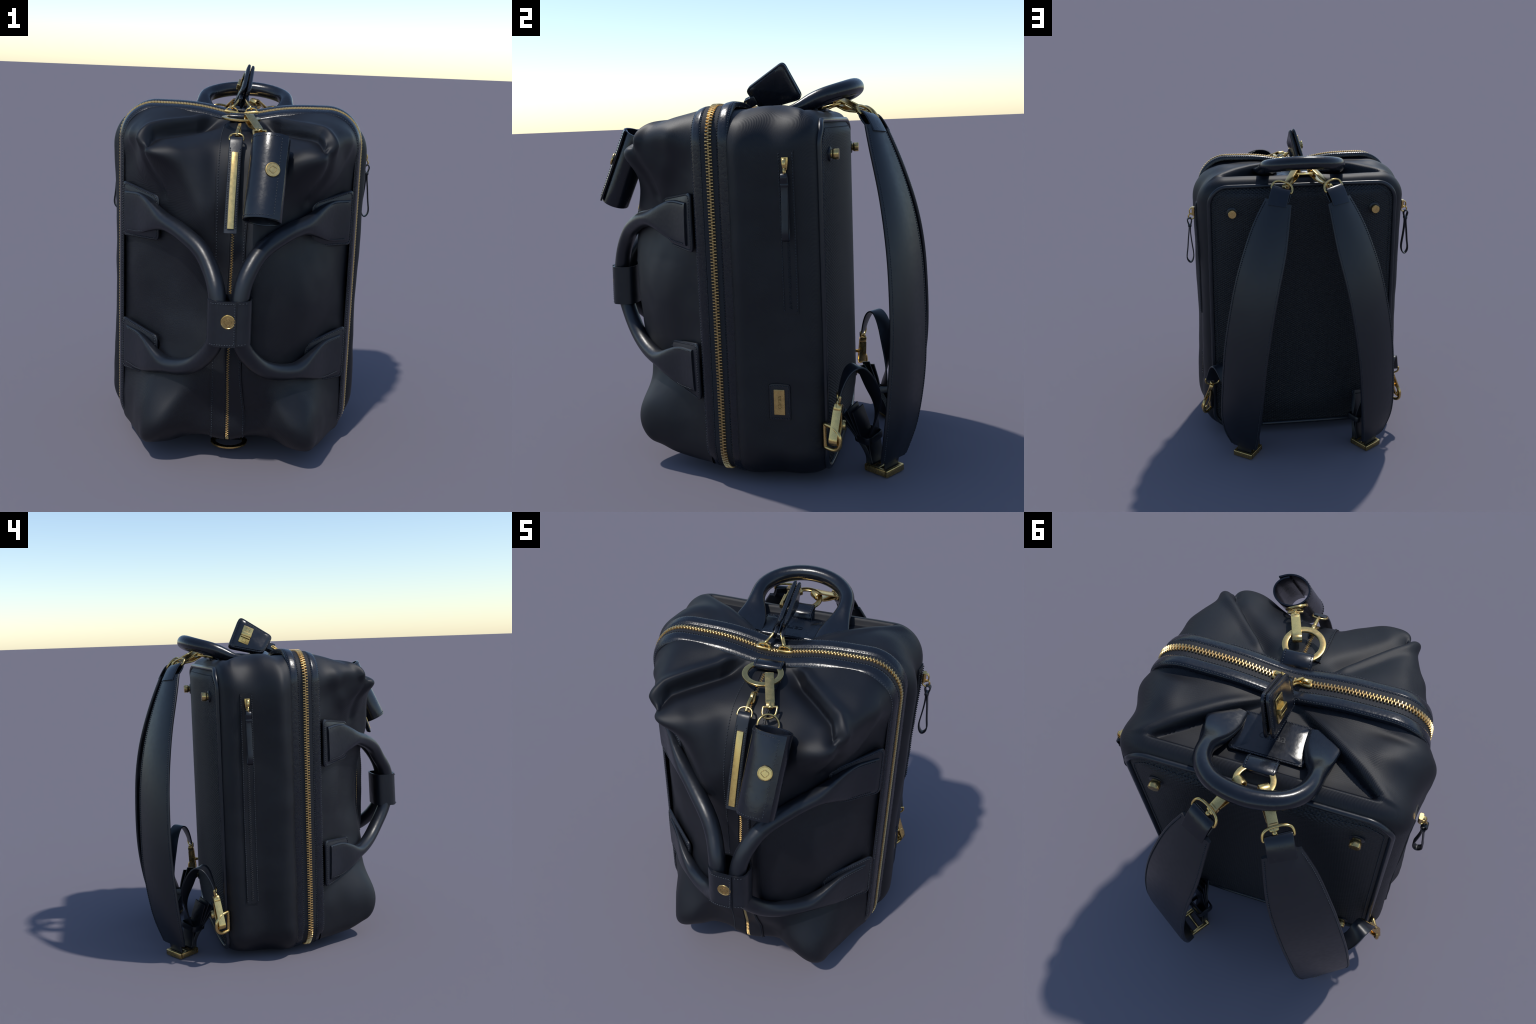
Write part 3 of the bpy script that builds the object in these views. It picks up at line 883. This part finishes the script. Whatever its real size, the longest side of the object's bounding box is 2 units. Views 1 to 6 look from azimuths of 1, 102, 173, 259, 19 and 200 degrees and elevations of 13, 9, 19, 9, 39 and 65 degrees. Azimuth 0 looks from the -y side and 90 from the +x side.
tab_f = loop_tab("ring_loop", (0.012, -0.203, 1.744), (0.05, -1, -0.05), (0, -0.05, 1), (1, 0.05, 0), 0.135, 0.072)
b = ring(Builder(), (0.008, -0.288, 1.736), (0.02, -0.06, 1), 0.082, 0, 56, flat=(0.0135, 0.006))
make("o_ring", b, M_GOLD, tab_f)
b = snap_hook(Builder(), (0.098, -0.450, 1.700), (0.042, -0.300, 1.762), (1, 0.3, 0.0), 0.042, 0.008, 0.032, (0, 0.2, -1))
make("snap_hook", b, M_GOLD, tab_f)
hk = unit(np.array((0.098, -0.450, 1.700)) - np.array((0.042, -0.300, 1.762)))
b = Builder()
cpos = np.array((0.104, -0.468, 1.693))
sdv = unit(np.array((1, 0.36, 0.0)))
d_ring(b, cpos, unit(np.array((0.1, -0.75, -0.65))), sdv, 0.062, 0.052, 0.0055)
make("swivel_ring", b, M_GOLD, tab_f)
b = ring(Builder(), (0.116, -0.532, 1.640), unit((0.42, -0.74, 0.52)), 0.048, 0.0048, 44, 10)
ring(b, (0.118, -0.535, 1.642), unit((0.44, -0.72, 0.54)), 0.048, 0.0048, 44, 10)
make("split_ring", b, M_GOLD, tab_f)

# key pouch: one sheet of leather rolled round with an overlapping front flap
axp = unit(np.array((0.140, -0.770, 1.310)) - np.array((0.166, -0.600, 1.668)))
p_top = np.array((0.163, -0.592, 1.668)); Lp = 0.392
sp = unit(np.array((1, 0.08, 0)) - axp * (np.array((1, 0.08, 0)) @ axp)); np_ = np.cross(axp, sp)
if np_[1] > 0:
    np_ = -np_
def spiral(n=90):
    pts = []
    for t in np.linspace(0, 1, n):
        a = math.radians(70 - 400 * t) if False else math.radians(60 + 395 * t)
        # begins at the front beneath the flap, goes round +side, back, -side, then flap over the front
        ang = math.radians(75) - t * math.radians(375)
        r = 0.92 + 0.16 * smooth01(np.array((t - 0.55) / 0.45)).item()
        x, y = 0.089 * r * math.cos(ang), 0.071 * r * math.sin(ang)
        pts.append((x, y))
    return np.array(pts)
sec = spiral()
q = sec[-1]; dirq = unit(sec[-1] - sec[-2])
sec = np.vstack([sec, [q + dirq * 0.012, q + dirq * 0.024]])
def pouch():
    th = 0.009
    tg = tangents(np.c_[sec, np.zeros(len(sec))])[:, :2]
    nm = np.stack([-tg[:, 1], tg[:, 0]], 1)
    A = sec + nm * th / 2; B = sec - nm * th / 2
    closed_ = np.vstack([A, B[::-1]])
    m = len(closed_)
    rows = []
    for h, e in ((0, 0.8), (0.004, 1), (Lp * 0.25, 1), (Lp * 0.5, 1), (Lp * 0.75, 1), (Lp - 0.004, 1), (Lp, 0.8)):
        base = p_top + axp * h
        mid2 = np.vstack([sec, sec[::-1]])
        cc = mid2 + (closed_ - mid2) * e
        rows.append(base + cc[:, :1] * sp + cc[:, 1:] * np_)
    b = Builder().add(np.array(rows).reshape(-1, 3), grid_faces(len(rows), m, True))
    n = len(sec)
    for r0, rev in ((0, False), (len(rows) - 1, True)):
        o = r0 * m
        base = len(b.v) - len(rows) * m
        for i in range(n - 1):
            f = (o + i, o + i + 1, o + m - 2 - i, o + m - 1 - i)
            b.f.append(f[::-1] if rev else f)
    ob = make("key_pouch", b, M_GLOSS, None, angle=40)
    pos = lambda i, h: p_top + axp * h + (sec[i][0] + nm_out[i][0] * (th / 2 + 0.0005)) * sp + (sec[i][1] + nm_out[i][1] * (th / 2 + 0.0005)) * np_
    c0 = sec.mean(0)
    nm_out = np.array([v if v @ (s - c0) > 0 else -v for v, s in zip(nm, sec)])
    n3 = lambda i: nm_out[i][0] * sp + nm_out[i][1] * np_
    rng = list(range(n - 36, n - 1))
    rng = rng[:-3]
    for h in (0.013, Lp - 0.013):
        stitch_row(stitches, np.array([pos(i, h) for i in rng]), np.array([n3(i) for i in rng]), 0.012, 0.008, 0.0019, 0.0002)
    i = n - 4
    hs = np.linspace(0.016, Lp - 0.016, 10)
    stitch_row(stitches, np.array([pos(i, h) for h in hs]), np.repeat(n3(i)[None], 10, 0), 0.013, 0.008, 0.0019, 0.0002)
    i = n - 8
    snap_button(pos(i, Lp * 0.44) - n3(i) * 0.001, n3(i), 0.034, ob)
    return ob
pouch_ob = pouch()

# centre zip pull: slider, wire ring and leather tab with a gold bar
zip_slider("zip_slider", (0.002, -0.400, 1.668), (0, -0.8, -0.45), (0, -0.45, 0.9), None, 0.055, 0.034)
b = Builder()
tube(b, [(0.002, -0.385, 1.685), (0.001, -0.425, 1.690), (0.0, -0.465, 1.680), (0.0, -0.492, 1.662)], 0.0085, 24, 10)
d_ring(b, (-0.002, -0.512, 1.650), (0.0, 0.75, 0.6), (1, 0, 0), 0.066, 0.040, 0.0045)
pull = make("zip_pull", b, M_GOLD)
b = Builder()
C = [(0.0, -0.500, 1.657), (-0.001, -0.514, 1.652), (-0.003, -0.535, 1.618), (-0.004, -0.572, 1.540), (-0.006, -0.625, 1.400), (-0.007, -0.682, 1.240)]
C, S, N_, wd = ribbon(b, C, [(1, 0.0, 0)] * 6, 0.062, 0.012, 60)
tab = make("pull_tab", b, M_LEATHER, pull)
outn = np.array([n if n[1] < 0 else -n for n in N_])
for sd in (-1, 1):
    stitch_row(stitches, (C + S * sd * 0.023 + outn * 0.006)[14:-2], outn[14:-2], 0.011)
b = Builder()
ii = [i for i in range(len(C)) if C[i][2] < 1.592 and C[i][2] > 1.258]
P = C[ii] + outn[ii] * 0.0095
sweep(b, P, S[ii], outn[ii], round_rect(0.031, 0.010, 0.0025, 2))
make("gold_bar", b, M_GOLD, tab)

# lower ring under the bag
tab_b = loop_tab("ring_loop", (0.0, -0.203, 0.024), (0, -1, 0.0), (0, 0, -1), (1, 0, 0), 0.135, 0.072)
b = ring(Builder(), (0.0, -0.285, 0.030), (0, 0.05, 1), 0.084, 0, 56, flat=(0.0135, 0.006))
make("o_ring", b, M_GOLD, tab_b)

# ------------------------------------------------------------------ main zip sliders and lock tag
zl = {}
for sx in (-1, 1):
    c = np.array((sx * 0.052, -0.095, 1.742))
    s_ob = zip_slider("zip_slider", c, (sx, 0, 0.12), (0, 0, 1), None, 0.070, 0.046)
    b = Builder()
    tube(b, [c + np.array(q) for q in ((sx * -0.004, 0.004, 0.030), (sx * -0.012, 0.022, 0.040), (sx * -0.026, 0.044, 0.062), (sx * -0.034, 0.056, 0.072), (sx * -0.036, 0.046, 0.076), (sx * -0.022, 0.020, 0.056), (sx * -0.006, -0.004, 0.040))], 0.0055, 40, 10, True)
    make("wire_link", b, M_GOLD, s_ob, angle=None)

def lock_tag(offset_low, offset_top, plate):
    """leather tag: tapered plate standing up on a corner"""
    top = np.array((0.036, 0.150, 2.004)); rear = np.array((-0.010, 0.240, 1.818)); low = np.array((-0.034, 0.020, 1.768)); front = np.array((0.020, -0.056, 1.872))
    n = unit(np.cross(top - low, rear - front)); n = n if n[0] > 0 else -n
    h = lambda p: (p[2] - 1.77) / 0.22
    corners = [p + n * (offset_low * (1 - h(p)) + offset_top * h(p)) for p in (low, rear, top, front)]
    cen = sum(corners) / 4
    pts = []
    for i in range(4):
        a, c_, d_ = corners[i - 1], corners[i], corners[(i + 1) % 4]
        r = 0.032
        p, q = c_ + unit(a - c_) * r, c_ + unit(d_ - c_) * r
        for t in np.linspace(0, 1, 6):
            pts.append((1 - t) ** 2 * p + 2 * t * (1 - t) * c_ + t * t * q)
    pts = np.array(pts)
    pts = resample(np.vstack([pts, pts[:1]]), 81)[:-1]
    th = 0.018
    b = Builder(); rows = []
    for s, o in ((0.02, -th * .62), (0.7, -th * .62), (0.86, -th * .55), (0.90, -th * 0.38), (0.97, -th * .40), (1.0, -th * .2), (1.0, th * .2), (0.97, th * .40), (0.90, th * .38), (0.86, th * .55), (0.7, th * .62), (0.02, th * .62)):
        rows.append(cen + (pts - cen) * s + n * o)
    b.add(np.array(rows).reshape(-1, 3), grid_faces(len(rows), 80, True) + [tuple(range(79, -1, -1)), tuple((len(rows) - 1) * 80 + j for j in range(80))])
    ob = make("lock_tag", b, M_GLOSS, None, angle=35)
    for sg in (1, -1):
        L = cen + (pts - cen) * 0.925 + n * sg * th * 0.40
        stitch_row(stitches, np.vstack([L, L[:1]]), np.repeat((n * sg)[None], 81, 0), 0.0115, 0.0070, 0.0016, 0.0002)
    # narrow neck that takes the wire link
    neck = (low + front) / 2 * 0.5 + np.array((0, -0.052, 1.815)) * 0.5 + n * offset_low
    ax = unit(np.array((0, -0.055, 1.800)) + n * offset_low - cen)
    sd = np.cross(ax, n)
    b = Builder(); block(b, cen + ax * 0.130, sd, n, ax, (0.050, th, 0.060), 0.004)
    make("tag_neck", b, M_GLOSS, ob)
    if plate:
        up = unit((top + front) / 2 - (low + rear) / 2); sd = unit(np.cross(n, up))
        face = -n * (th * 0.62)
        c = np.array((-0.0, 0.122, 1.884)); c = cen + (c - cen) - n * ((c - cen) @ n)
        t2 = unit(top - rear); s2 = np.cross(n, t2)
        b = Builder(); block(b, c + face - n * 0.002, s2, n, t2, (0.066, 0.006, 0.112), 0.002)
        block(b, c + face - n * 0.010, s2, n, t2, (0.066, 0.022, 0.026), 0.003)
        block(b, c + face - n * 0.014 - t2 * 0.018, s2, n, t2, (0.060, 0.012, 0.010), 0.002)
        make("turn_lock", b, M_GOLD, ob, angle=30)
        b = Builder()
        for o in (0.036, -0.036):
            q = [c + face - n * 0.0052 + t2 * (o + a) + s2 * d for a, d in ((-.010, -.012), (.010, -.012), (.010, .012), (-.010, .012))]
            tube(b, resample(np.array(q + q[:1]), 41)[:-1], 0.0009, 40, 4, True, n, False)
        make("engraved_mark", b, M_ENGRAVE, ob, angle=None)
    return ob
lock_tag(-0.015, -0.010, True)
lock_tag(0.020, 0.011, False)

# ------------------------------------------------------------------ top: plate, handle, ring, hooks
pb = Builder()
pz = lambda y: 1.726 + 0.02 * (y - 0.09)
rows = []
po = rr_outline(0.330, 0.190, 0.012)
for sc, dz in ((0.02, 0.0), (0.5, 0.0), (0.88, 0.0), (0.905, -0.0025), (0.97, -0.002), (1.0, -0.006), (1.0, -0.022)):
    q = po * sc
    rows.append(np.stack([q[:, 0], 0.177 + q[:, 1], pz(0.177 + q[:, 1]) + dz], 1))
n_ = len(po)
pb.add(np.array(rows).reshape(-1, 3), grid_faces(len(rows), n_, True) + [tuple(range(n_ - 1, -1, -1)), tuple((len(rows) - 1) * n_ + j for j in range(n_))])
plate = make("leather_plate", pb, M_GLOSS, None, angle=40)
q = po * 0.94
stitch_row(stitches, np.stack([q[:, 0], 0.177 + q[:, 1], pz(0.177 + q[:, 1]) - 0.0018], 1), np.repeat(np.array([[0, 0, 1.0]]), n_, 0), 0.0125, 0.008, 0.0018, 0.0)

def lettering(text, size, matx, name, mat, parent, depth=0.002):
    cu = bpy.data.curves.new("letters", "FONT")
    cu.body, cu.size, cu.extrude, cu.align_x, cu.align_y = text, size, depth, "CENTER", "CENTER"
    ob = bpy.data.objects.new("letters", cu)
    bpy.context.scene.collection.objects.link(ob)
    dg = bpy.context.evaluated_depsgraph_get()
    me = bpy.data.meshes.new_from_object(ob.evaluated_get(dg))
    bpy.data.objects.remove(ob)
    co = np.array([v.co[:] for v in me.vertices])
    o, ex, ey, ez = matx
    w = np.asarray(o) + co[:, :1] * unit(ex) + co[:, 1:2] * unit(ey) + co[:, 2:] * unit(ez)
    b = Builder().add(w, [tuple(p.vertices) for p in me.polygons])
    bpy.data.meshes.remove(me)
    return make(name, b, mat, parent, angle=30)

lettering("caraa", 0.055, ((0.0, 0.172, pz(0.172) + 0.0003), (-1, 0, 0), (0, -1, 0), (0, 0, 1)), "embossed_lettering", M_LEATHER, plate, 0.0015)

tab_r = loop_tab("ring_loop", (0.0, 0.318, 1.756), (0, 1, 0.14), (0, -0.14, 1), (1, 0, 0), 0.135, 0.080, None, 0.034)
b = ring(Builder(), (0.0, 0.402, 1.772), (0, -0.20, 1), 0.076, 0, 56, flat=(0.0125, 0.006))
make("o_ring", b, M_GOLD, tab_r)

hb = Builder()
path = [(0.208, 0.090, 1.726), (0.214, 0.180, 1.744), (0.221, 0.250, 1.760), (0.229, 0.312, 1.787), (0.226, 0.368, 1.811), (0.207, 0.416, 1.827), (0.152, 0.471, 1.845), (0.075, 0.502, 1.858), (0.0, 0.511, 1.862)]
path = np.array(path + [(-x, y, z) for x, y, z in path[-2::-1]])
P = nat_spline(path, 140)
d = np.r_[0, np.cumsum(np.linalg.norm(np.diff(P, axis=0), axis=1))]
e = np.minimum(d, d[-1] - d)
T, S, Nn = transport(P, (1.0, 0.0, 0.12))
prof = []
for i, x in enumerate(e):
    k = smooth01((x - 0.06) / 0.20)
    prof.append(super_ellipse(0.078 * (1 - k) + 0.038 * k, 0.014 * (1 - k) + 0.041 * k, 28, 3.0 * (1 - k) + 2.0 * k))
sweep(hb, P, S, Nn, prof)
th_ob = make("top_handle", hb, M_GLOSS, None, angle=50)

# ------------------------------------------------------------------ shoulder straps
outer = np.array([(0.252, 0.577, 1.670), (0.333, 0.612, 1.517), (0.396, 0.648, 1.354), (0.446, 0.674, 1.187), (0.484, 0.690, 1.013), (0.513, 0.697, 0.842), (0.531, 0.697, 0.687), (0.544, 0.686, 0.478), (0.549, 0.668, 0.280), (0.529, 0.652, 0.165), (0.489, 0.640, 0.075)])
inner = np.array([(0.106, 0.655, 1.646), (0.125, 0.706, 1.525), (0.152, 0.760, 1.370), (0.189, 0.802, 1.215), (0.228, 0.832, 1.030), (0.257, 0.844, 0.857), (0.281, 0.849, 0.687), (0.299, 0.844, 0.510), (0.318, 0.820, 0.330), (0.330, 0.795, 0.215), (0.340, 0.752, 0.090)])
for sx in (1, -1):
    m3 = np.array([sx, 1, 1])
    push = np.array([(0, 0.0005 * float(smooth01(np.array((1.62 - p[2]) / 0.3))), 0) for p in outer])
    o, i_ = nat_spline((outer + push) * m3, 90), nat_spline((inner + push) * m3, 90)
    C, Wv = (o + i_) / 2, o - i_
    wid = np.linalg.norm(Wv, axis=1)
    T = tangents(C)
    S = np.array([unit(w - t * (w @ t)) for w, t in zip(Wv, T)])
    Nn = np.cross(T, S)
    outd = np.array([n if n[1] > 0 else -n for n in Nn])
    b = Builder()
    prof = []
    for w in wid:
        p = round_rect(w, 0.026, 0.010, 3)
        # flat welt along both edges: thinner rim beyond the stitching
        q = []
        hw_ = w / 2
        for x, y in [(-hw_, -.004), (-hw_ + .003, -.008), (-hw_ + .016, -.008), (-hw_ + .024, -.014), (hw_ - .024, -.014), (hw_ - .016, -.008), (hw_ - .003, -.008), (hw_, -.004),
                     (hw_, .004), (hw_ - .003, .008), (hw_ - .016, .008), (hw_ - .024, .012), (0.0, .013), (-hw_ + .024, .012), (-hw_ + .016, .008), (-hw_ + .003, .008), (-hw_, .004)]:
            q.append((x, y))
        prof.append(np.array(q))
    sweep(b, C, S, Nn, prof)
    strap = make("shoulder_strap", b, M_STRAP, None, angle=60)
    for sd in (-1, 1):
        L = C + S * (sd * (wid / 2 - 0.010))[:, None] + outd * 0.008
        stitch_row(stitches, L[1:-1], outd[1:-1], 0.0125)
    # narrow tab at the top, folded round the D ring
    tc_, sd_ = C[0], S[0]
    ring_c = np.array((0.157 * sx, 0.580, 1.716))
    up_ = unit(ring_c - tc_)
    b = Builder()
    pts = [tc_ - up_ * 0.030 + outd[0] * 0.010, tc_ + outd[0] * 0.013, ring_c - up_ * 0.006 + outd[0] * 0.013, ring_c + up_ * 0.013, ring_c - outd[0] * 0.013 - up_ * 0.004, tc_ - outd[0] * 0.010]
    ribbon(b, pts, [sd_] * 6, 0.118, 0.010, 40)
    make("strap_tab", b, M_GLOSS, strap)
    pin = np.array((0.127 * sx, 0.552, 1.740))
    b = Builder()
    d_ring(b, ring_c, up_, sd_, 0.128, 0.055, 0.0065)
    make("d_ring", b, M_GOLD, strap)
    tip = np.array((0.048 * sx, 0.420, 1.812))
    b = snap_hook(Builder(), pin, tip, np.cross(unit(tip - pin), (0, -0.3, 1)), 0.044, 0.009, 0.036, (0, 0.2, -1))
    make("snap_hook", b, M_GOLD, strap)
    # buckle on the ground
    cr = [np.array((x * sx, y)) for x, y in ((0.484, 0.672), (0.372, 0.750), (0.296, 0.622), (0.392, 0.548))]
    cc = sum(cr) / 4
    e1 = unit(np.r_[cr[1] - cr[0], 0]); e2 = unit(np.r_[cr[2] - cr[1], 0]); e2 = unit(e2 - e1 * (e1 @ e2))
    w1, w2 = 0.132, 0.142
    c3 = np.r_[cc, 0.019]
    b = Builder()
    up3 = np.array((0, 0, 1.0))
    for s in (-1, 1):
        block(b, c3 + e2 * s * (w2 / 2 - 0.009), e2, up3, e1, (0.018, 0.034, w1), 0.004)
        block(b, c3 + e1 * s * (w1 / 2 - 0.009), e1, up3, e2, (0.018, 0.0335, w2 - 0.004), 0.004)
    block(b, c3 + e2 * 0.004, e2, up3, e1, (0.014, 0.020, w1 - 0.01), 0.004)
    make("buckle", b, M_GOLD, strap, angle=35)
    # strap end tab that goes round the rear bar of the buckle
    rb_ = c3 - e2 * (w2 / 2 - 0.030)
    b = Builder()
    ribbon(b, [C[-1] + (C[-4] - C[-1]) * 0.3, C[-1] * 0.5 + rb_ * 0.5 + np.array((0, 0, 0.025)), rb_ + np.array((0, 0, 0.006)), rb_ - np.array((0, 0, 0.003))], [S[-1], e1 * np.sign(e1 @ S[-1]), e1 * np.sign(e1 @ S[-1]), e1 * np.sign(e1 @ S[-1])], 0.098, 0.018, 24)
    make("strap_tab", b, M_STRAP, strap)
    # lower webbing: from the side hook, up in an arc, down to the buckle
    wv = e1 * np.sign(e1[0] * sx)
    fb_ = c3 + e2 * (w2 / 2 - 0.030)
    b = Builder()
    Cw = np.array([(0.592, 0.463, 0.440), (0.580, 0.480, 0.505), (0.566, 0.512, 0.566), (0.548, 0.548, 0.575), (0.520, 0.588, 0.515), (0.466, 0.612, 0.420), (0.418, 0.614, 0.332), (0.382, 0.607, 0.245), (0.358, 0.600, 0.165)]) * m3
    Cw = np.vstack([Cw, fb_ + np.array((0, 0, 0.02))])
    w0 = np.array((0.95 * sx, 0.25, 0.1))
    Ws = [np.array((math.cos(math.radians(a)) * sx, math.sin(math.radians(a)), 0.0)) for a in (10, 12, 20, 36, 52, 56, 20, -24, -38)] + [wv]
    ribbon(b, Cw, Ws, 0.090, 0.009, 110)
    make("webbing", b, M_LEATHER, strap)
    b = Builder()
    for kk, (dx, top_z, fan) in enumerate(((0.0, 0.305, 0.0), (0.011, 0.318, 0.014), (0.022, 0.296, 0.026), (0.034, 0.270, 0.036))):
        f0 = fb_ + e2 * 0.012 * (1 + kk * 0.6)
        pts = [f0 + np.array((0, 0, 0.004)), f0 + np.array((0, -0.004, 0.06)), np.array((0.348 * sx, 0.562 - dx * 0.7, 0.165)), np.array((0.358 * sx, 0.545 - dx - fan * .3, 0.225)), np.array((0.370 * sx, 0.522 - dx * 1.1 - fan, top_z))]
        ribbon(b, pts, [wv] * 5, 0.090, 0.0085, 36)
    make("webbing_end", b, M_LEATHER, strap)
    kc = np.array((0.351 * sx, 0.572, 0.165)); kax = unit(np.array((0.09 * sx, -0.03, 0.5)))
    ksd = unit(wv - kax * (wv @ kax)); kn = np.cross(kax, ksd)
    o2 = round_rect(0.112, 0.092, 0.018, 4)
    Pk = kc + o2[:, :1] * ksd + o2[:, 1:] * kn
    Pk = resample(np.vstack([Pk, Pk[:1]]), 49)[:-1]
    Tk = tangents(Pk, True); Sk = np.repeat(kax[None], len(Pk), 0)
    b = Builder(); sweep(b, Pk, Sk, np.cross(Tk, Sk), round_rect(0.036, 0.009, 0.003, 2), True)
    make("strap_keeper", b, M_LEATHER, strap)
    # side hook and D ring low on the bag
    b = snap_hook(Builder(), np.array((0.606, 0.457, 0.395)) * m3, np.array((0.668, 0.436, 0.238)) * m3, (0.25 * sx, 1, 0.1), 0.042, 0.009, 0.034, (-sx, 0, 0))
    make("snap_hook", b, M_GOLD, strap)
    b = d_ring(Builder(), np.array((0.592, 0.462, 0.450)) * m3, (0.05 * sx, -0.05, -1), w0, 0.094, 0.040, 0.0055)
    make("d_ring", b, M_GOLD, strap)
    b = d_ring(Builder(), np.array((0.606, 0.394, 0.256)) * m3, (0.55 * sx, 0.84, -0.1), (0, 0, 1), 0.112, 0.090, 0.0100)
    make("side_ring", b, M_GOLD)
    b = Builder()
    block(b, np.array((0.590, 0.388, 0.256)) * m3, (0.8 * sx, 0.6, 0), (-0.6 * sx, 0.8, 0), (0, 0, 1), (0.050, 0.024, 0.092), 0.006)
    make("ring_loop", b, M_LEATHER)

# ------------------------------------------------------------------ studs
for sx in (1, -1):
    for z in (1.547, 0.246):
        yb = float(rear_y(0.442, z)) + 0.001
        b = lathe(Builder(), (sx * 0.442, yb, z), (0, 1, 0), [(0.034, -0.006), (0.034, 0.003), (0.030, 0.006), (0.004, 0.006)], 28)
        w_ob = make("stud_washer", b, M_LEATHER)
        b = lathe(Builder(), (sx * 0.442, yb, z), (0, 1, 0), [(0.020, 0.004), (0.020, 0.012), (0.0245, 0.015), (0.0255, 0.018), (0.0255, 0.040), (0.0235, 0.0425), (0.001, 0.043)], 28)
        make("stud", b, M_GOLD, w_ob)

# ------------------------------------------------------------------ side pockets
for sx, z0, z1 in ((1, 0.842, 1.578), (-1, 0.357, 1.567)):
    yc = 0.262 if sx > 0 else 0.252
    zc, hh = (z0 + z1) / 2, z1 - z0
    O = rr_outline(0.072, hh, 0.004, 3, 60)
    w_ob = patch_on(main_bvh, (sx * 0.65, yc, zc), (0, 1, 0), (0, 0, 1), O, (-sx, 0, 0), 0.0075, "pocket_welt", M_TWILL, None, 6, 0)
    zz = np.linspace(z0 + 0.01, z1 - 0.01, 60)
    for off in (-0.031, 0.031):
        pts, nn = [], []
        for z in zz:
            h = main_bvh.ray_cast(Vector((sx * 1.0, yc + off, z)), Vector((-sx, 0, 0)))
            pts.append(np.array(h[0]) + np.array((sx * 0.0078, 0, 0))); nn.append((sx, 0, 0))
        stitch_row(stitches, np.array(pts), np.array(nn, float), 0.0125)
    # zip line
    pts = []
    for z in np.linspace(z0 + 0.02, z1 - 0.03, 60):
        h = main_bvh.ray_cast(Vector((sx * 1.0, yc, z)), Vector((-sx, 0, 0)))
        pts.append(np.array(h[0]) + np.array((sx * 0.0070, 0, 0)))
    pts = np.array(pts)
    b = teeth(Builder(), pts, np.repeat(np.array([[sx, 0, 0.0]]), 60, 0), np.array([0, 1.0, 0]), 0.0115, 0.008, 0.006, 0.005, 0.001)
    make("zipper_tooth", b, M_TAPE, w_ob, angle=25, stuff=True)
    zt = 1.545 if sx > 0 else 1.538
    x0 = sx * 0.662
    s_ob = zip_slider("zip_slider", (x0 - sx * 0.004, yc, zt - 0.025), (0, 0, 1), (sx, 0, 0), None, 0.055, 0.036)
    b = Builder()
    ring(b, (x0 + sx * 0.022, yc, zt - 0.058), (0, 1, 0.0), 0.018, 0.0045, 24, 8)
    make("wire_link", b, M_GOLD, s_ob, angle=None)
    # leather pull: a strip folded in a long loop
    b = Builder()
    top = np.array((x0 + sx * 0.022, yc, zt - 0.068))
    prof = [(0.000, 0.0), (-0.012, -0.012), (-0.006, -0.045), (-0.005, -0.12), (-0.014, -0.20), (-0.016, -0.262), (0.002, -0.292), (0.022, -0.272), (0.020, -0.215), (0.010, -0.12), (0.006, -0.045), (0.013, -0.012)]
    P = nat_spline([top + np.array((sx * (x + 0.012), 0, z)) for x, z in prof], 100, True)
    T = tangents(P, True); S = np.repeat(np.array([[0, 1.0, 0]]), len(P), 0)
    sweep(b, P, S, np.cross(T, S), round_rect(0.030, 0.007, 0.003, 2), True)
    block(b, top + np.array((sx * 0.012, 0, -0.048)), (sx, 0, 0), (0, 1, 0), (0, 0, 1), (0.022, 0.034, 0.018), 0.004)
    make("zip_pull", b, M_LEATHER, s_ob)

# name plate on one side
lp = patch_on(main_bvh, (0.65, 0.194, 0.422), (0, 1, 0), (0, 0, 1), rr_outline(0.100, 0.172, 0.008), (-1, 0, 0), 0.007, "label_patch", M_LEATHER, None, 8, 0.009)
h = main_bvh.ray_cast(Vector((1, 0.192, 0.422)), Vector((-1, 0, 0)))
nrm = np.array(h[1]); nrm = nrm if nrm[0] > 0 else -nrm
upv = unit(np.array((0, 0, 1.0)) - nrm * nrm[2]); sdv = np.cross(upv, nrm)
pc = np.array(h[0]) + nrm * 0.010
b = Builder(); block(b, pc, sdv, nrm, upv, (0.052, 0.006, 0.120), 0.0015)
gp = make("gold_plate", b, M_GOLD, lp, angle=30)
lettering("caraa", 0.030, (pc + nrm * 0.0032, upv, -sdv if (np.cross(upv, -sdv) @ nrm) > 0 else sdv, nrm), "plate_lettering", M_ENGRAVE, gp, 0.0008)

make("stitch_thread", stitches, M_THREAD, None, angle=None, stuff=True)
